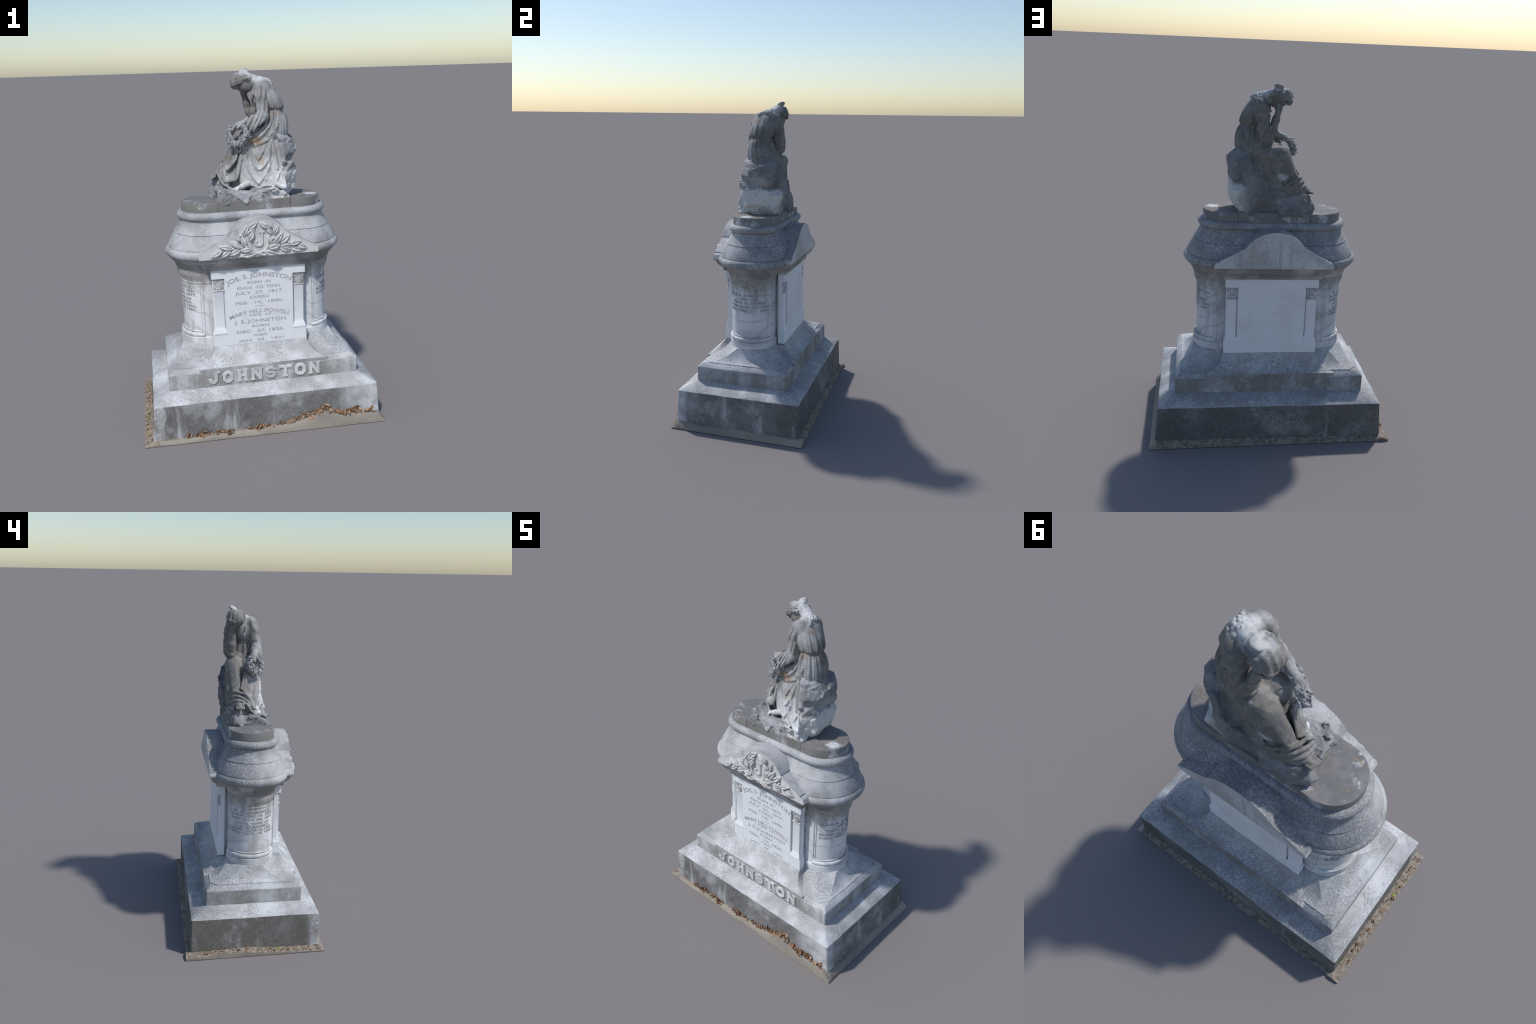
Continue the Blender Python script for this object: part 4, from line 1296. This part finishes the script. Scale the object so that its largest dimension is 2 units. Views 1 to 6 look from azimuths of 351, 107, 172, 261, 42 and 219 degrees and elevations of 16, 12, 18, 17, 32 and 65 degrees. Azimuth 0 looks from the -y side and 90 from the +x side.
# axis from chin to crown
HR = frame((-.82, .22, .42), (.12, 1, -.1))
ball(HEAD, (-.020, .044, 1.915), (.058, .040, .038), .01, HR)
ball(HEAD, (-.012, .040, 1.905), (.044, .034, .032), .012, HR)
limb(HEAD, [(-.044, .036, 1.893, .008), (-.038, .031, 1.882, .0065)], .006)                # nose
limb(HEAD, [(-.062, .052, 1.894, .008), (-.052, .022, 1.901, .008)], .008)                  # brow
ball(HEAD, (-.018, .034, 1.881), (.010, .011, .006), .006)                                  # lips
ball(HEAD, (.002, .034, 1.886), (.013, .013, .010), .01)                                    # chin
ball(HEAD, (-.045, .014, 1.905), (.008, .006, .007), .006, None, True)                      # eye hollow
ball(HEAD, (.006, .006, 1.945), (.010, .005, .012), .004)                                   # ear
limb(HEAD, [(.003, .004, 1.953, .004), (.010, .003, 1.945, .004), (.004, .005, 1.934, .004)], .003)
def wave(X, Y, Z):
    return .0018 * np.sin(170 * (X + .4 * Z)) + .0012 * np.sin(240 * (Y + .3 * X))
ball(HAIR, (-.028, .054, 1.931), (.058, .054, .042), .012, HR)
ball(HAIR, (-.056, .058, 1.917), (.028, .046, .028), .012)
ball(HAIR, (.012, .052, 1.945), (.040, .044, .028), .014)
for pts in ([(-.080, .045, 1.914, .006), (-.070, .018, 1.924, .006), (-.045, .004, 1.933, .006), (-.015, .0, 1.943, .006), (.012, .004, 1.953, .006)],
            [(-.082, .056, 1.925, .005), (-.066, .022, 1.940, .006), (-.035, .010, 1.951, .006), (.0, .012, 1.960, .006)],
            [(-.076, .05, 1.904, .006), (-.072, .024, 1.911, .006), (-.055, .008, 1.918, .006), (-.03, .0, 1.928, .006)],
            [(-.082, .075, 1.908, .006), (-.068, .098, 1.914, .006), (-.035, .105, 1.925, .006), (.0, .102, 1.935, .006)],
            [(-.078, .060, 1.902, .006), (-.074, .085, 1.900, .006), (-.056, .100, 1.896, .006), (-.03, .104, 1.902, .006)],
            [(-.080, .07, 1.933, .005), (-.055, .092, 1.946, .005), (-.02, .096, 1.954, .005)],
            [(-.068, .055, 1.95, .005), (-.042, .045, 1.963, .005), (-.015, .055, 1.972, .005)]):
    ridge(HAIR, pts, .01, .004)
w_ = window((-.1, -.02, 1.87), (.06, .12, 1.99), 0)
X_, Y_, Z_ = grid(w_)
field(HAIR)[w_] += wave(X_, Y_, Z_).astype(np.float32)
# bun: flat coil with two hollows
BR = frame((.5, -.5, -.12), (.5, .5, .35))
ball(HAIR, (-.008, .069, 1.983), (.028, .027, .0125), .006, BR)
limb(HAIR, [(-.005, .066, 1.972, .014), (-.004, .062, 1.958, .020)], .008)
for p in ((-.019, .072, 1.999), (.002, .062, 1.997)):
    ball(HAIR, p, (.006, .007, .005), .003, None, True)
# curls falling over nape and shoulders
limb(HAIR, [(.02, .055, 1.942, .024), (.055, .040, 1.930, .024), (.085, .020, 1.922, .022)], .015)
cr = np.random.default_rng(3)
for i in range(64):
    t = cr.uniform(0, 1)
    s = cr.uniform(-1, 1)
    x = .030 + .100 * t
    y = .044 - .040 * t + s * (.022 + .034 * t)
    zt = 1.950 - .022 * t ** 2 - .014 * s * s * (1 + t)
    ball(HAIR, (x, y, zt), (cr.uniform(.006, .010), cr.uniform(.006, .009), .010), .003)
for i in range(7):
    ball(HAIR, (.046 - .004 * i, -.010 - .004 * (i % 3), 1.918 - .012 * i), (.006, .006, .008), .004)

# ---- feet
limb(FOOT_R, [(-.15, .055, 1.425, .022), (-.190, .050, 1.414, .017), (-.205, .048, 1.408, .013)], .01)
for i in range(5):
    y = .068 - .0105 * i
    r_ = .0055 + .0012 * (i == 4)
    limb(FOOT_R, [(-.198, y, 1.412, r_ + .0015), (-.222 - .003 * (i in (2, 3)), y - .001, 1.404, r_)], .003)
limb(FOOT_L, [(-.02, -.066, 1.378, .018), (-.055, -.076, 1.366, .015), (-.086, -.080, 1.356, .011)], .008)
for i in range(5):
    y = -.062 - .0085 * i
    limb(FOOT_L, [(-.082, y, 1.358, .0062), (-.107 + .005 * i, y - .003, 1.352, .0050)], .002)

# rough the rock: stepped chips and grain
def keep_rock_clear():
    """The rock stays behind the front fall of the skirt and below the edge of the mantle."""
    F = FIELD[ROCK]
    X, Y, Z = AX[0][:, None, None], AX[1][None, :, None], AX[2][None, None, :]
    zf = lambda vals: np.interp(AX[2], zk, vals)[None, None, :].astype(np.float32)
    front = skirt_front(X, zf)
    xr = np.interp(AX[2], (1.30, 1.36, 1.45, 1.55, 1.65), (.186, .180, .166, .156, .142))[None, None, :]
    out = np.minimum(np.minimum(xr - X, front + .022 - Y), Z - 1.352)
    F[:] = smax(F, out.astype(np.float32), .004)
    zl = np.interp(AX[0], (-.20, -.095, -.045, .015, .072, .110, .150, .170, .2), (1.42, 1.468, 1.438, 1.447, 1.500, 1.552, 1.612, 1.655, 1.75))[:, None, None]
    F[:] = smax(F, np.minimum(Z - zl, Y - .085 + 0 * Z + 0 * zl).astype(np.float32), .004)

keep_rock_clear()
for g, amp in ((ROCK, 1.0),):
    F = FIELD[g]
    near = np.argwhere(np.abs(F) < .012)
    P = near * VOX + LO
    from mathutils import noise as _n
    val = np.empty(len(P), np.float32)
    lat = {}
    Q = np.round(P / .0048).astype(int)
    for i in range(len(P)):
        q = tuple(Q[i])
        if q not in lat:
            p = Vector((q[0] * .0048, q[1] * .0048, q[2] * .0048))
            val_ = .003 * _n.noise(p * 34) + .006 * _n.noise(p * 9)
            for S_, amp_ in ((13.0, .27), (29.0, .22)):
                ds, ps = _n.voronoi(p * S_)
                val_ += amp_ * _n.noise_vector(ps[0] * 3.7).dot(p * S_ - ps[0]) / S_ + .25 * amp_ * .02 * _n.noise(ps[0] * 5.1)
            lat[q] = val_ * (1.9 if p.z < 1.352 and p.y < .0 else 1.0)
        val[i] = lat[q]
    G = np.zeros_like(F)
    G[tuple(near.T)] = val
    # soften the lattice
    for axis in range(3):
        G = (np.roll(G, 1, axis) + G + np.roll(G, -1, axis)) / 3
    F += G

# ---- join all parts and pull the surface out of the field (surface nets)
TOTAL = FIELD[0].copy()
LABEL = np.zeros(DIM, np.int8)
BEST = FIELD[0].copy()
for g in range(1, 15):
    F = FIELD[g]
    TOTAL = smin(TOTAL, F, .004)
    m = F < BEST
    LABEL[m] = g
    BEST = np.minimum(BEST, F)
# the underside is cut level inside the base block
TOTAL = np.maximum(TOTAL, (1.280 - AX[2])[None, None, :]).astype(np.float32)


def surface_nets(F):
    S = F < 0
    nx, ny, nz = F.shape
    acc = np.zeros((nx - 1, ny - 1, nz - 1, 3), np.float32)
    cnt = np.zeros((nx - 1, ny - 1, nz - 1), np.float32)
    quads = []
    for ax in range(3):
        sl0 = [slice(None)] * 3; sl1 = [slice(None)] * 3
        sl0[ax] = slice(0, -1); sl1[ax] = slice(1, None)
        cross = S[tuple(sl0)] != S[tuple(sl1)]
        E = np.argwhere(cross)
        a = F[tuple(sl0)][cross]; b = F[tuple(sl1)][cross]
        t = a / (a - b)
        pos = E.astype(np.float32)
        pos[:, ax] += t
        inside = S[tuple(sl0)][cross]
        u, v_ = [i for i in range(3) if i != ax]
        for du in (0, 1):
            for dv in (0, 1):
                c = E.copy(); c[:, u] -= du; c[:, v_] -= dv
                ok = np.all((c >= 0) & (c < np.array((nx - 1, ny - 1, nz - 1))), axis=1)
                c = c[ok]
                np.add.at(acc, tuple(c.T), pos[ok])
                np.add.at(cnt, tuple(c.T), 1)
        quads.append((ax, u, v_, E, inside))
    has = cnt > 0
    ids = np.full(cnt.shape, -1, np.int64)
    ids[has] = np.arange(has.sum())
    verts = acc[has] / cnt[has][:, None]
    faces = []
    for ax, u, v_, E, inside in quads:
        cs = []
        for du, dv in ((0, 0), (1, 0), (1, 1), (0, 1)):
            c = E.copy(); c[:, u] -= du; c[:, v_] -= dv
            cs.append(c)
        ok = np.all([np.all((c >= 0) & (c < np.array(cnt.shape)), axis=1) for c in cs], axis=0)
        q = np.stack([ids[tuple(c[ok].T)] for c in cs], 1)
        flip = inside[ok]
        if ax == 1:
            flip = ~flip
        q[~flip] = q[~flip][:, ::-1]
        faces.append(q)
    return verts * VOX + LO, np.vstack(faces)


sv, sf = surface_nets(TOTAL)
me = bpy.data.meshes.new("whole")
me.from_pydata(sv.tolist(), [], sf.tolist())
me.update()
vn = np.empty(len(sv) * 3, np.float32)
me.vertices.foreach_get("normal", vn)
vn = vn.reshape(-1, 3)
bpy.data.meshes.remove(me)
cen = sv[sf].mean(1)
ci = np.clip(np.round((cen - LO) / VOX).astype(int), 0, DIM - 1)
lab = LABEL[tuple(ci.T)]
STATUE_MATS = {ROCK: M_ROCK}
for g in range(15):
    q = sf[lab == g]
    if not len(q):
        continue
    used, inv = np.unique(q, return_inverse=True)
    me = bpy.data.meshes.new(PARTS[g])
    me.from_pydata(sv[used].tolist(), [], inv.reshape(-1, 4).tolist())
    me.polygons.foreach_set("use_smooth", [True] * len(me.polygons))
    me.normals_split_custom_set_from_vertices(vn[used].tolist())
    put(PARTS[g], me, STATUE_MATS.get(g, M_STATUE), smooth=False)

# ---- wreath of flowers hanging from the left hand
wc = Vector((-.068, -.064, 1.647))
wu = Vector((.118, -.112, -.012)).normalized()
wv = Vector((.02, .050, .125)).normalized()
wv = (wv - wu * wv.dot(wu)).normalized()
wn = wu.cross(wv)
def ring_at(a, ru=.058, rv=.050):
    return wc + wu * (ru * math.cos(a)) + wv * (rv * math.sin(a))
rings = []
for i in range(49):
    a = 2 * math.pi * i / 48
    c = ring_at(a)
    d = (ring_at(a) - wc).normalized()
    rings.append([tuple(c + (d * math.cos(t) + wn * math.sin(t)) * (.0115 + .003 * math.sin(9 * a))) for t in [2 * math.pi * k / 10 for k in range(10)]])
v, f = loft(rings, close=False)
wreath = make("wreath", v, f, M_WREATH, leaned=False, angle=60)

def flower_mesh(name, petals, seed):
    r_ = random.Random(seed)
    bm = bmesh.new()
    bmesh.ops.create_icosphere(bm, subdivisions=3, radius=1)
    for p in bm.verts:
        a = math.atan2(p.co.y, p.co.x)
        rad = math.hypot(p.co.x, p.co.y)
        lobe = .72 + .32 * abs(math.cos(a * petals / 2 + seed)) ** .8
        p.co.x *= 1 + (lobe - 1) * rad
        p.co.y *= 1 + (lobe - 1) * rad
        p.co.z = p.co.z * .55 + (.28 * rad - .30 * math.exp(-(rad / .38) ** 2) * .8 + .3 * math.exp(-(rad / .2) ** 2) if p.co.z > 0 else 0)
    me = bpy.data.meshes.new(name)
    bm.to_mesh(me)
    bm.free()
    me.polygons.foreach_set("use_smooth", [True] * len(me.polygons))
    me.materials.append(M_WREATH)
    return me

fl = [flower_mesh("flower", n_, s_) for n_, s_ in ((5, 1), (4, 2), (6, 3))]
wl = leaf_mesh("wreath_leaf", width=.5, ridge=.2)
wl.materials.append(M_WREATH)
rw = random.Random(5)
for i in range(120):
    a = 2 * math.pi * (i + rw.uniform(-.3, .3)) / 120 * 3
    t = rw.uniform(-.6, math.pi + .6) if i % 4 else rw.uniform(0, 6.28)
    c = ring_at(a)
    d = (c - wc).normalized()
    outv = (d * math.cos(t) + wn * math.sin(t)).normalized()
    if outv.x + outv.y > .9:
        outv = -outv
    leafy = i % 3 == 2
    o = bpy.data.objects.new("wreath_leaf" if leafy else "flower", wl if leafy else rw.choice(fl))
    COL.objects.link(o)
    o.parent = wreath
    size = rw.uniform(.0065, .0125) if not leafy else rw.uniform(.018, .030)
    tang = (wu * -math.sin(a) + wv * math.cos(a)).normalized()
    side = outv.cross(tang).normalized()
    if leafy:
        dirv = (outv * .8 + tang * rw.uniform(-.8, .8)).normalized()
        s_ = dirv.cross(side).normalized()
        M = Matrix((dirv * size, side * size, s_ * size * .6)).transposed().to_4x4()
        M.translation = c + outv * .008
    else:
        q = Matrix((tang, side * -1, outv)).transposed()
        M = (q * size).to_4x4()
        M.translation = c + outv * rw.uniform(.009, .016)
    o.matrix_world = M
